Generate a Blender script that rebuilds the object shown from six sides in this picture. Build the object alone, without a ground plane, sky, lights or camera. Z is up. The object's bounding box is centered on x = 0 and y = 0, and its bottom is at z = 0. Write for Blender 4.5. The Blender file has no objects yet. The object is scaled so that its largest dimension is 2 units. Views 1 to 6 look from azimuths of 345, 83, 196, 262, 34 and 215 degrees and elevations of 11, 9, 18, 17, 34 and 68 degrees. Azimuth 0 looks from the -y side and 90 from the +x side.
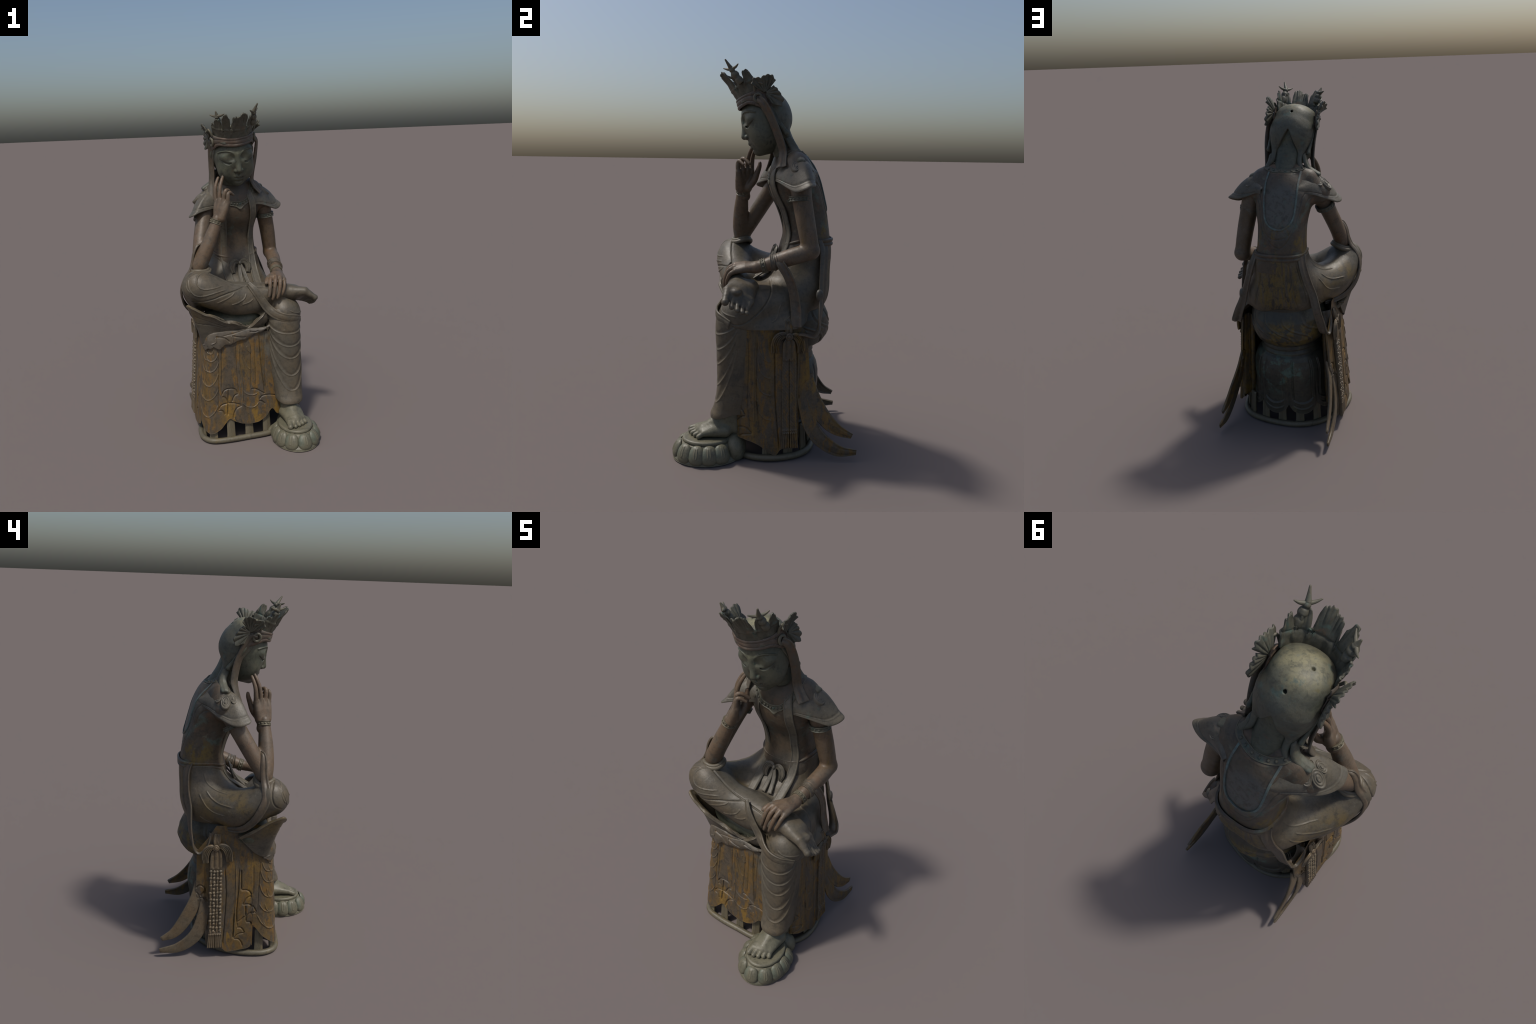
# Seated pensive figure in old gilt bronze, built part by part.
# Frame: metres, z up, the figure faces -y, its own left hand is at +x.
import bpy, math
import numpy as np

rng = np.random.default_rng(83)
MATS = {}
ROOT = None


# ------------------------------------------------------------------ helpers
def V(*a):
    return np.array(a, dtype=float)


def unit(a):
    a = np.asarray(a, float)
    return a / np.maximum(np.linalg.norm(a, axis=-1, keepdims=True), 1e-12)


def curve(pts, n=60, closed=False):
    """Catmull-Rom through control points (any dimension), n samples."""
    p = np.asarray(pts, float)
    if closed:
        p = np.vstack([p[-1], p, p[0], p[1]])
    else:
        p = np.vstack([2 * p[0] - p[1], p, 2 * p[-1] - p[-2]])
    m = len(p) - 3
    t = np.linspace(0, m, n, endpoint=not closed)
    i = np.minimum(t.astype(int), m - 1)
    t = (t - i)[:, None]
    a, b, c, d = p[i], p[i + 1], p[i + 2], p[i + 3]
    return 0.5 * (2 * b + (c - a) * t + (2 * a - 5 * b + 4 * c - d) * t ** 2 + (3 * b - a - 3 * c + d) * t ** 3)


def even(pts, n=60):
    """Smooth curve resampled at even arc length (by the first three columns)."""
    q = curve(pts, max(200, n * 4))
    s = np.r_[0, np.cumsum(np.linalg.norm(np.diff(q[:, :3], axis=0), axis=1))]
    t = np.linspace(0, s[-1], n)
    return np.stack([np.interp(t, s, q[:, k]) for k in range(q.shape[1])], 1)


def spline(x, xs, ys):
    """Monotone-ish smooth interpolation of a table."""
    xs, ys = np.asarray(xs, float), np.asarray(ys, float)
    m = np.gradient(ys, xs)
    x = np.clip(x, xs[0], xs[-1])
    i = np.clip(np.searchsorted(xs, x) - 1, 0, len(xs) - 2)
    h = xs[i + 1] - xs[i]
    t = (x - xs[i]) / h
    return ((2 * t ** 3 - 3 * t ** 2 + 1) * ys[i] + (t ** 3 - 2 * t ** 2 + t) * h * m[i]
            + (-2 * t ** 3 + 3 * t ** 2) * ys[i + 1] + (t ** 3 - t ** 2) * h * m[i + 1])


def sstep(a, b, x):
    t = np.clip((x - a) / (b - a), 0, 1)
    return t * t * (3 - 2 * t)


def bump(d, w):
    return np.exp(-(d / w) ** 2)


def wnoise(P, scale, seed=0, octaves=3):
    """Cheap smooth pseudo-noise: a sum of rotated sines."""
    r = np.random.default_rng(seed)
    out = np.zeros(P.shape[:-1])
    amp = 1.0
    for o in range(octaves):
        for k in range(4):
            d = unit(r.normal(size=3))
            out += amp * 0.5 * np.sin(P @ d * scale * (1.7 ** o) * (0.8 + 0.4 * r.random()) + r.random() * 6.28)
        amp *= 0.55
    return out / 2


# ------------------------------------------------------------------ mesh objects
def add_mesh(name, verts, quads, mat, parent=None, smooth=True, sharp=None, tris=None, normals=None, kind=None):
    verts = np.ascontiguousarray(verts, dtype=np.float32)
    me = bpy.data.meshes.new(name)
    nq = 0 if quads is None else len(quads)
    nt = 0 if tris is None else len(tris)
    me.vertices.add(len(verts))
    me.vertices.foreach_set('co', verts.ravel())
    idx = np.concatenate([np.asarray(quads, np.int32).ravel() if nq else np.zeros(0, np.int32),
                          np.asarray(tris, np.int32).ravel() if nt else np.zeros(0, np.int32)])
    me.loops.add(len(idx))
    me.loops.foreach_set('vertex_index', idx)
    me.polygons.add(nq + nt)
    start = np.concatenate([np.arange(nq) * 4, nq * 4 + np.arange(nt) * 3]).astype(np.int32)
    me.polygons.foreach_set('loop_start', start)
    me.update(calc_edges=True)
    me.validate()
    me.polygons.foreach_set('use_smooth', np.full(len(me.polygons), smooth))
    if sharp is not None:
        me.set_sharp_from_angle(angle=math.radians(sharp))
    if normals is not None:
        me.normals_split_custom_set_from_vertices(normals)
    ob = bpy.data.objects.new(name, me)
    bpy.context.scene.collection.objects.link(ob)
    me.materials.append(MATS[mat] if isinstance(mat, str) else mat)
    ob.parent = parent if parent is not None else ROOT
    if kind:
        ob['kind'] = kind
    return ob


def vert_normals(v, q):
    n = np.zeros_like(v)
    a, b, c, d = (v[q[:, k]] for k in range(4))
    fn = np.cross(c - a, d - b)
    for k in range(4):
        for j in range(3):
            n[:, j] += np.bincount(q[:, k], fn[:, j], minlength=len(v))
    return unit(n)


def smooth_mesh(v, q, it=2, lam=0.5):
    e = np.vstack([q[:, [0, 1]], q[:, [1, 2]], q[:, [2, 3]], q[:, [3, 0]]])
    cnt = np.bincount(e.ravel(), minlength=len(v)).astype(float)
    for _ in range(it):
        s = np.zeros_like(v)
        for j in range(3):
            s[:, j] = np.bincount(e[:, 0], v[e[:, 1], j], minlength=len(v)) + np.bincount(e[:, 1], v[e[:, 0], j], minlength=len(v))
        v = v + lam * (s / np.maximum(cnt, 1)[:, None] - v)
    return v


def merge(parts):
    vs, qs, o = [], [], 0
    for v, q in parts:
        vs.append(v)
        qs.append(np.asarray(q) + o)
        o += len(v)
    return np.vstack(vs), np.vstack(qs)


# ------------------------------------------------------------------ implicit solids
class Vol:
    """A box of space in which solids are blended; mesh() returns the skin."""

    def __init__(self, lo, hi, h):
        self.lo, self.h = V(*lo), h
        self.n = np.ceil((V(*hi) - self.lo) / h).astype(int) + 1
        self.f = np.full(self.n, 0.06, np.float32)

    def add(self, fn, lo, hi, k=0.01, op='add'):
        a = np.clip(np.floor((V(*lo) - self.lo) / self.h).astype(int), 0, self.n)
        b = np.clip(np.ceil((V(*hi) - self.lo) / self.h).astype(int) + 1, 0, self.n)
        if np.any(b <= a):
            return
        ax = [(self.lo[i] + self.h * np.arange(a[i], b[i])).astype(np.float32) for i in range(3)]
        X, Y, Z = ax[0][:, None, None], ax[1][None, :, None], ax[2][None, None, :]
        d = fn(X, Y, Z)
        s = tuple(slice(a[i], b[i]) for i in range(3))
        f = self.f[s]
        if op == 'add':
            t = np.clip(0.5 + 0.5 * (d - f) / k, 0, 1)
            self.f[s] = d + (f - d) * t - k * t * (1 - t)
        elif op == 'cut':
            d = -d
            t = np.clip(0.5 - 0.5 * (d - f) / k, 0, 1)
            self.f[s] = d + (f - d) * t + k * t * (1 - t)
        elif op == 'warp':
            self.f[s] = f + d

    def ball(self, c, r, k=0.01, op='add', R=None):
        c = V(*c)
        r = V(*r) if np.ndim(r) else V(r, r, r)
        m = max(r) * 1.05 + k + 3 * self.h
        R = np.eye(3) if R is None else np.asarray(R)

        def fn(X, Y, Z):
            x, y, z = X - c[0], Y - c[1], Z - c[2]
            u = [(R[i, 0] * x + R[i, 1] * y + R[i, 2] * z) / r[i] for i in range(3)]
            k0 = np.sqrt(u[0] ** 2 + u[1] ** 2 + u[2] ** 2)
            k1 = np.sqrt((u[0] / r[0]) ** 2 + (u[1] / r[1]) ** 2 + (u[2] / r[2]) ** 2)
            return k0 * (k0 - 1) / np.maximum(k1, 1e-6)
        self.add(fn, c - m, c + m, k, op)

    def limb(self, pts, k=0.01, op='add', n=None, flat=None):
        """Round-cone chain through (x, y, z, r); flat=(axis, s) squashes it across an axis."""
        p = np.asarray(pts, float)
        if n:
            p = curve(p, n)
        best = None
        m = p[:, 3].max() + k + 3 * self.h
        lo, hi = p[:, :3].min(0) - m, p[:, :3].max(0) + m
        if flat is not None:
            fa, fs = unit(flat[0]), flat[1]

        def fn(X, Y, Z):
            best = None
            for a, b in zip(p[:-1], p[1:]):
                ab = b[:3] - a[:3]
                L2 = max(ab @ ab, 1e-12)
                x, y, z = X - a[0], Y - a[1], Z - a[2]
                t = np.clip((x * ab[0] + y * ab[1] + z * ab[2]) / L2, 0, 1)
                x, y, z = x - t * ab[0], y - t * ab[1], z - t * ab[2]
                d2 = x * x + y * y + z * z
                if flat is not None:
                    q = x * fa[0] + y * fa[1] + z * fa[2]
                    d2 = d2 + q * q * (1 / fs ** 2 - 1)
                d = np.sqrt(d2) - (a[3] + t * (b[3] - a[3]))
                best = d if best is None else np.minimum(best, d)
            return best
        self.add(fn, lo, hi, k, op)

    def stack(self, rows, k=0.01, op='add', power=2.0, pad=0.03):
        """Solid of stacked rounded sections: rows of (z, cx, rx, y_front, y_back)."""
        t = np.asarray(rows, float)
        t = t[np.argsort(t[:, 0])]

        def fn(X, Y, Z):
            z = Z[0, 0, :]
            cx, rx, yf, yb = (spline(z, t[:, 0], t[:, j])[None, None, :].astype(np.float32) for j in (1, 2, 3, 4))
            cy, ry = (yf + yb) / 2, (yb - yf) / 2
            u, w = np.abs(X - cx) / rx, np.abs(Y - cy) / ry
            r = (u ** power + w ** power) ** (1 / power)
            gx, gy = u ** (power - 1) / rx, w ** (power - 1) / ry
            g = np.sqrt(gx ** 2 + gy ** 2) / np.maximum(r, 1e-4) ** (power - 1)
            d = (r - 1) / np.maximum(g, 1e-3)
            d = np.where(r < 0.3, -np.minimum(rx, ry) * 0.7, d)
            dz = np.maximum(t[0, 0] - Z, Z - t[-1, 0])
            return np.maximum(d, dz)
        m = (t[:, 1] + t[:, 2]).max() + pad, (t[:, 1] - t[:, 2]).min() - pad
        self.add(fn, (m[1], t[:, 3].min() - pad, t[0, 0] - pad), (m[0], t[:, 4].max() + pad, t[-1, 0] + pad), k, op)

    def mesh(self, it=1):
        f = self.f
        s = f < 0
        nx, ny, nz = f.shape
        cnt = np.zeros((nx - 1, ny - 1, nz - 1), np.int8)
        offs = [(i, j, k) for i in (0, 1) for j in (0, 1) for k in (0, 1)]
        for i, j, k in offs:
            cnt += s[i:nx - 1 + i, j:ny - 1 + j, k:nz - 1 + k]
        act = np.argwhere((cnt > 0) & (cnt < 8))
        ids = np.full(cnt.shape, -1, np.int32)
        ids[tuple(act.T)] = np.arange(len(act))
        val = np.stack([f[act[:, 0] + i, act[:, 1] + j, act[:, 2] + k] for i, j, k in offs], 1)
        acc, num = np.zeros((len(act), 3)), np.zeros(len(act))
        O = np.array(offs, float)
        for a in range(8):
            for b in range(a + 1, 8):
                if np.abs(O[a] - O[b]).sum() == 1:
                    va, vb = val[:, a], val[:, b]
                    m = (va < 0) != (vb < 0)
                    t = np.where(m, va / np.where(m, va - vb, 1), 0)
                    acc += m[:, None] * (O[a] + t[:, None] * (O[b] - O[a]))
                    num += m
        v = self.lo + self.h * (act + acc / num[:, None])
        quads = []
        for ax in range(3):
            o1, o2 = (ax + 1) % 3, (ax + 2) % 3
            sl0, sl1 = [slice(None)] * 3, [slice(None)] * 3
            sl0[ax], sl1[ax] = slice(0, -1), slice(1, None)
            ch = s[tuple(sl0)] != s[tuple(sl1)]
            e = np.argwhere(ch)
            e = e[(e[:, o1] > 0) & (e[:, o2] > 0) & (e[:, o1] < f.shape[o1] - 1) & (e[:, o2] < f.shape[o2] - 1)]
            ins = s[tuple(e.T)]
            c = []
            for d1, d2 in ((-1, -1), (0, -1), (0, 0), (-1, 0)):
                g = e.copy()
                g[:, o1] += d1
                g[:, o2] += d2
                c.append(ids[tuple(g.T)])
            q = np.stack(c, 1)
            q[~ins] = q[~ins][:, ::-1]
            quads.append(q)
        q = np.vstack(quads)
        q = q[(q >= 0).all(1)]
        if it:
            v = smooth_mesh(v, q, it)
        return v, q


# ------------------------------------------------------------------ relief on a skin
def near(v, path, reach):
    """Distance of vertices to a dense path, and place along it (0..1); inf beyond reach."""
    lo, hi = path.min(0) - reach, path.max(0) + reach
    m = np.where(((v > lo) & (v < hi)).all(1))[0]
    d = np.full(len(v), np.inf)
    t = np.zeros(len(v))
    if len(m) == 0:
        return d, t
    p = path
    for c in np.array_split(m, max(1, len(m) * len(p) // 4_000_000 + 1)):
        x = v[c]
        a, b = p[:-1], p[1:]
        ab = b - a
        L = np.maximum((ab ** 2).sum(1), 1e-12)
        tt = np.clip(((x[:, None, :] - a) * ab).sum(2) / L, 0, 1)
        q = x[:, None, :] - (a + tt[..., None] * ab)
        dd = (q ** 2).sum(2)
        j = dd.argmin(1)
        r = np.arange(len(c))
        d[c] = np.sqrt(dd[r, j])
        t[c] = (j + tt[r, j]) / len(a)
    d[d > reach] = np.inf
    return d, t


def carve(v, q, strokes, default=(0.004, 0.003)):
    """Raise (+) or cut (-) lines on a skin. stroke: (points, width, height[, taper])."""
    n = vert_normals(v, q)
    h = np.zeros(len(v))
    for s in strokes:
        pts = np.asarray(s[0], float)
        w, a = s[1], s[2]
        taper = s[3] if len(s) > 3 else 0.12
        path = curve(pts, max(24, 10 * len(pts)))
        d, t = near(v, path, max(w * 3, 0.03))
        k = np.isfinite(d)
        fade = np.minimum(1, np.minimum(t[k], 1 - t[k]) / max(taper, 1e-3)) if taper > 0 else 1
        h[k] += a * bump(d[k], w) * fade
    return v + n * h[:, None]


# ------------------------------------------------------------------ sheets, ribbons, rods
def grid_quads(nu, nv, wrap_u=False):
    i, j = np.meshgrid(np.arange(nu if wrap_u else nu - 1), np.arange(nv - 1), indexing='ij')
    i2 = (i + 1) % nu
    return np.stack([i * nv + j, i2 * nv + j, i2 * nv + j + 1, i * nv + j + 1], -1).reshape(-1, 4)


def grid_normals(P, wrap_u=False):
    if wrap_u:
        du = np.roll(P, -1, 0) - np.roll(P, 1, 0)
    else:
        du = np.gradient(P, axis=0)
    dv = np.gradient(P, axis=1)
    return unit(np.cross(du, dv))


def sheet(P, thick, relief=None, rim=True):
    """Closed plate from a grid of points; relief raises the + side only."""
    nu, nv = P.shape[:2]
    N = grid_normals(P)
    th = np.broadcast_to(np.asarray(thick, float), (nu, nv))[..., None] / 2
    if rim:
        a = np.ones((nu, nv, 1))
        a[0] = a[-1] = 0.45
        a[:, 0] = a[:, -1] = 0.45
        th = th * a
    F = P + N * th + (0 if relief is None else N * relief[..., None])
    B = P - N * th
    q1 = grid_quads(nu, nv)
    q2 = q1[:, ::-1] + nu * nv
    idx = np.arange(nu * nv).reshape(nu, nv)
    loop = np.concatenate([idx[0, :], idx[1:, -1], idx[-1, -2::-1], idx[-2:0:-1, 0]])
    nx = np.roll(loop, -1)
    side = np.stack([loop, loop + nu * nv, nx + nu * nv, nx], 1)
    v = np.vstack([F.reshape(-1, 3), B.reshape(-1, 3)])
    q = np.vstack([q1, q2, side])
    # consistent outward winding
    return v, q


def ribbon(spine, wdir, width, thick=0.006, n=60, na=9, rims=0.0, arch=0.0, tip=None, ripple=0.0):
    """Cloth band: spine control points, width direction(s), width(s)."""
    m = len(spine)
    wd = np.broadcast_to(np.asarray(wdir, float), (m, 3))
    wi = np.broadcast_to(np.asarray(width, float), (m,))[:, None]
    c = even(np.hstack([np.asarray(spine, float), unit(wd), wi]), n)
    S, W, wid = c[:, :3], unit(c[:, 3:6]), c[:, 6]
    T = unit(np.gradient(S, axis=0))
    W = unit(W - (W * T).sum(1)[:, None] * T)
    Nn = np.cross(W, T)
    a = np.linspace(-1, 1, na)
    wid = wid.copy()
    if tip is not None:
        t = np.linspace(0, 1, n)
        wid *= np.interp(t, [0, 1 - tip, 1], [1, 1, 0.15])
    P = S[:, None, :] + W[:, None, :] * (a[None, :, None] * wid[:, None, None] / 2) + Nn[:, None, :] * (arch * (1 - a ** 2))[None, :, None]
    if ripple:
        P = P + Nn[:, None, :] * (ripple * np.sin(a * 4.7))[None, :, None]
    rel = np.zeros((n, na))
    if rims:
        rel += rims * (bump(np.abs(a) - 0.86, 0.16))[None, :] - rims * 0.6 * bump(np.abs(a) - 0.55, 0.15)[None, :]
    return sheet(P, thick, rel)


def tube(path, rad, n=60, m=12, closed=False, cap=True):
    p = curve(path, n, closed) if not closed else curve(path, n, True)
    r = np.broadcast_to(np.asarray(rad, float), (len(path),)) if np.ndim(rad) else np.full(len(path), rad)
    rr = np.interp(np.linspace(0, 1, n), np.linspace(0, 1, len(path)), r)
    T = unit(np.roll(p, -1, 0) - np.roll(p, 1, 0)) if closed else unit(np.gradient(p, axis=0))
    up = V(0.013, 0.21, 0.97)
    X = np.zeros_like(T)
    prev = unit(np.cross(T[0], up if abs(T[0] @ up) < 0.9 else V(1, 0, 0)))
    for i in range(n):
        prev = unit(prev - (prev @ T[i]) * T[i])
        X[i] = prev
    Y = np.cross(T, X)
    a = np.linspace(0, 2 * math.pi, m, endpoint=False)
    P = p[:, None, :] + rr[:, None, None] * (np.cos(a)[None, :, None] * X[:, None, :] + np.sin(a)[None, :, None] * Y[:, None, :])
    v = P.reshape(-1, 3)
    i, j = np.meshgrid(np.arange(n if closed else n - 1), np.arange(m), indexing='ij')
    i2, j2 = (i + 1) % n, (j + 1) % m
    q = np.stack([i * m + j, i * m + j2, i2 * m + j2, i2 * m + j], -1).reshape(-1, 4)
    if cap and not closed:
        o = len(v)
        v = np.vstack([v, p[0], p[-1]])
        k = np.arange(m)
        q = np.vstack([q, np.stack([np.full(m, o), (k + 1) % m, k, np.full(m, o)], 1)[:, [0, 1, 2, 3]]])
        q = q[: (n - 1) * m]
        ca = [[o, (j + 1) % m, j] for j in range(m)] + [[o + 1, (n - 1) * m + j, (n - 1) * m + (j + 1) % m] for j in range(m)]
        q = np.vstack([q, [[c[0], c[1], c[2], c[2]] for c in ca]]) if False else q
        v = v[:o]
        # close the ends with shrunken rings
        for end, base, flip in ((0, 0, True), (n - 1, (n - 1) * m, False)):
            o = len(v)
            tt = T[end] * (-1 if end == 0 else 1)
            v = np.vstack([v, p[end] + tt * rr[end] * 0.5 + 0.7 * (v[base:base + m] - p[end]), p[end] + tt * rr[end] * 0.7 + 0.15 * (v[base:base + m] - p[end])])
            for A, B in ((base, o), (o, o + m)):
                k = np.arange(m)
                qq = np.stack([A + k, A + (k + 1) % m, B + (k + 1) % m, B + k], 1)
                q = np.vstack([q, qq[:, ::-1] if flip else qq])
            k4 = np.arange(m // 2 - 1)
            b = o + m
            qq = np.stack([b + k4, b + k4 + 1, b + m - 2 - k4, b + m - 1 - k4], 1)
            q = np.vstack([q, qq[:, ::-1] if flip else qq])
    return v, q


def lathe(prof, n=48, sx=1.0, sy=1.0):
    """prof rows (r, z) bottom to top, ends near r=0."""
    p = np.asarray(prof, float)
    a = np.linspace(0, 2 * math.pi, n, endpoint=False)
    P = np.stack([p[None, :, 0] * np.cos(a)[:, None] * sx, p[None, :, 0] * np.sin(a)[:, None] * sy, np.broadcast_to(p[:, 1], (n, len(p)))], -1)
    return P.reshape(-1, 3), grid_quads(n, len(p), True)


def place(v, origin, X=None, Y=None, Z=None):
    """Map local points onto axes at an origin (any one axis may be left out)."""
    if X is None:
        X = np.cross(Y, Z)
    if Y is None:
        Y = np.cross(Z, X)
    if Z is None:
        Z = np.cross(X, Y)
    return V(*origin) + v[:, :1] * unit(X) + v[:, 1:2] * unit(Y) + v[:, 2:3] * unit(Z)


def engrave(v, q, strokes):
    """Raise (+) or cut (-) lines that are first laid onto the skin.
    stroke: (control points, width, height[, end taper])."""
    from mathutils.kdtree import KDTree
    kd = KDTree(len(v))
    for i, x in enumerate(v.tolist()):
        kd.insert(x, i)
    kd.balance()
    n = vert_normals(v, q)
    h = np.zeros(len(v))
    for s in strokes:
        w, a = s[1], s[2]
        taper = s[3] if len(s) > 3 else 0.1
        pts = np.asarray(s[0], float)
        L = np.linalg.norm(np.diff(pts, axis=0), axis=1).sum()
        path = even(pts, int(np.clip(L / 0.006, 10, 160)))
        path = v[[kd.find(x)[1] for x in path.tolist()]]
        for _ in range(4):
            path[1:-1] = 0.25 * path[:-2] + 0.5 * path[1:-1] + 0.25 * path[2:]
        m = np.unique([j for x in path.tolist() for _, j, _ in kd.find_range(x, 0.004 + 2.6 * w)])
        if len(m) == 0:
            continue
        d, t = near(v[m], path, 1.0)
        fade = np.clip(np.minimum(t, 1 - t) / max(taper, 1e-3), 0, 1) if taper > 0 else 1
        g = a * bump(d, w) * fade
        h[m] = np.where(np.abs(g) > np.abs(h[m]), g, h[m])
    return v + n * h[:, None]


def lay(path, v, q, offset=0.0):
    """Put points onto the nearest place of a skin; returns points and normals."""
    n = vert_normals(v, q)
    out, nn = [], []
    for x in path:
        d = ((v - x) ** 2).sum(1)
        k = np.argpartition(d, 12)[:12]
        w = 1 / (d[k] + 1e-6)
        out.append((v[k] * w[:, None]).sum(0) / w.sum())
        nn.append(unit((n[k] * w[:, None]).sum(0)))
    return np.array(out) + offset * np.array(nn), np.array(nn)


# ------------------------------------------------------------------ materials
class Nodes:
    def __init__(self, name):
        self.m = bpy.data.materials.new(name)
        self.m.use_nodes = True
        self.t = self.m.node_tree
        self.t.nodes.clear()
        self.out = self.n('ShaderNodeOutputMaterial')
        self.bsdf = self.n('ShaderNodeBsdfPrincipled')
        self.link(self.bsdf.outputs[0], self.out.inputs[0])
        self.co = self.n('ShaderNodeTexCoord').outputs['Object']

    def n(self, kind, **kw):
        x = self.t.nodes.new(kind)
        for k, v in kw.items():
            setattr(x, k, v)
        return x

    def link(self, a, b):
        self.t.links.new(a, b)

    def put(self, sock, val):
        if hasattr(val, 'is_linked'):
            self.link(val, sock)
        else:
            sock.default_value = val

    def noise(self, scale, detail=5, rough=0.6, stretch=None, seed=0.0, distort=0.0):
        x = self.n('ShaderNodeTexNoise')
        co = self.co
        mp = self.n('ShaderNodeMapping')
        mp.inputs['Location'].default_value = (seed * 3.1, seed * 1.7, seed * 2.3)
        if stretch:
            mp.inputs['Scale'].default_value = stretch
        self.link(co, mp.inputs['Vector'])
        self.link(mp.outputs[0], x.inputs['Vector'])
        x.inputs['Scale'].default_value = scale
        x.inputs['Detail'].default_value = detail
        x.inputs['Roughness'].default_value = rough
        x.inputs['Distortion'].default_value = distort
        return x.outputs['Fac']

    def ramp(self, fac, lo, hi):
        r = self.n('ShaderNodeMapRange')
        r.interpolation_type = 'SMOOTHSTEP'
        self.link(fac, r.inputs['Value'])
        r.inputs['From Min'].default_value = lo
        r.inputs['From Max'].default_value = hi
        return r.outputs['Result']

    def math(self, op, a, b=0.0):
        x = self.n('ShaderNodeMath', operation=op)
        x.use_clamp = op in ('MULTIPLY', 'ADD')
        self.put(x.inputs[0], a)
        self.put(x.inputs[1], b)
        return x.outputs[0]

    def mix(self, fac, a, b, mode='MIX'):
        x = self.n('ShaderNodeMix', data_type='RGBA', blend_type=mode)
        self.put(x.inputs['Factor'], fac)
        for s, v in ((x.inputs['A'], a), (x.inputs['B'], b)):
            pass
        ins = [s for s in x.inputs if s.type == 'RGBA']
        for s, v in zip(ins, (a, b)):
            if hasattr(v, 'is_linked'):
                self.link(v, s)
            else:
                s.default_value = (*v, 1.0)
        return [o for o in x.outputs if o.type == 'RGBA'][0]

    def blob(self, centre, radius, soft=0.5):
        """1 inside an ellipsoid of object space, 0 outside."""
        mp = self.n('ShaderNodeMapping', vector_type='TEXTURE')
        mp.inputs['Location'].default_value = centre
        mp.inputs['Scale'].default_value = radius
        self.link(self.co, mp.inputs['Vector'])
        ln = self.n('ShaderNodeVectorMath', operation='LENGTH')
        self.link(mp.outputs[0], ln.inputs[0])
        return self.ramp2(ln.outputs['Value'], 1.0, 1.0 - soft)

    def ramp2(self, v, lo, hi):
        r = self.n('ShaderNodeMapRange')
        r.interpolation_type = 'SMOOTHSTEP'
        self.link(v, r.inputs['Value'])
        r.inputs['From Min'].default_value = hi
        r.inputs['From Max'].default_value = lo
        r.inputs['To Min'].default_value = 1.0
        r.inputs['To Max'].default_value = 0.0
        return r.outputs['Result']


TONE = 0.92


def bronze(name, base, alt, patches=(), rough=0.5, scale=9.0, grain=0.12, streak=None, metal=0.0, bumpy=0.25, seed=0.0, worn=0.65):
    """Old bronze: two drifting tones, speckled grain and patches.
    patch: (colour, noise scale, threshold, softness, blobs or None, stretch or None)"""
    base, alt = (tuple(TONE * x for x in k) for k in (base, alt))
    g = Nodes(name)
    c = g.mix(g.ramp(g.noise(scale, 4, 0.6, streak, seed), 0.35, 0.65), base, alt)
    for i, p in enumerate(patches):
        col, sc, th, soft = p[:4]
        col = tuple(TONE * x for x in col)
        blobs = p[4] if len(p) > 4 else None
        st = p[5] if len(p) > 5 else None
        f = g.ramp(g.noise(sc, 6, 0.65, st, seed + 2 + i, 0.3), th, th + soft)
        if blobs:
            tot = None
            for b in blobs:
                m = g.blob(*b)
                tot = m if tot is None else g.math('MAXIMUM', tot, m)
            f = g.math('MULTIPLY', f, tot)
        c = g.mix(f, c, col)
    # patina clouds: the tone drifts up and down at two scales
    for sc, lo, hi, k in ((24, 0.42, 0.72, 0.55), (55, 0.45, 0.75, 0.35)):
        f = g.noise(sc, 5, 0.65, streak, seed + 11 + sc, 0.4)
        c = g.mix(g.math('MULTIPLY', g.ramp(f, hi - 0.12, hi), k), c, tuple(x * 1.75 for x in base))
        c = g.mix(g.math('MULTIPLY', g.ramp2(f, lo + 0.06, lo - 0.08), k), c, tuple(x * 0.45 for x in base))
    fine = g.ramp(g.noise(160, 4, 0.7, None, seed + 9), 0.3, 0.75)
    c = g.mix(g.math('MULTIPLY', fine, grain), c, tuple(min(1, x * 1.9 + 0.02) for x in base))
    dark = g.ramp(g.noise(70, 5, 0.7, None, seed + 5), 0.56, 0.72)
    c = g.mix(g.math('MULTIPLY', dark, grain * 2.2), c, tuple(x * 0.4 for x in base))
    if worn:                                   # rubbed bright edges on folds and rims
        pt = g.n('ShaderNodeNewGeometry').outputs['Pointiness']
        c = g.mix(g.math('MULTIPLY', g.ramp(pt, 0.515, 0.57), worn), c, tuple(0.35 * x + y for x, y in zip(base, (0.115, 0.098, 0.066))))
    g.link(c, g.bsdf.inputs['Base Color'])
    r = g.n('ShaderNodeMapRange')
    g.link(g.noise(40, 4, 0.6, None, seed + 7), r.inputs['Value'])
    r.inputs['To Min'].default_value = rough - 0.1
    r.inputs['To Max'].default_value = rough + 0.14
    g.link(r.outputs[0], g.bsdf.inputs['Roughness'])
    g.bsdf.inputs['Metallic'].default_value = metal
    g.bsdf.inputs['Specular IOR Level'].default_value = 0.4
    b = g.n('ShaderNodeBump')
    b.inputs['Strength'].default_value = bumpy
    b.inputs['Distance'].default_value = 0.004
    g.link(g.noise(120, 5, 0.65, None, seed + 4), b.inputs['Height'])
    g.link(b.outputs[0], g.bsdf.inputs['Normal'])
    MATS[name] = g.m
    return g


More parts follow.
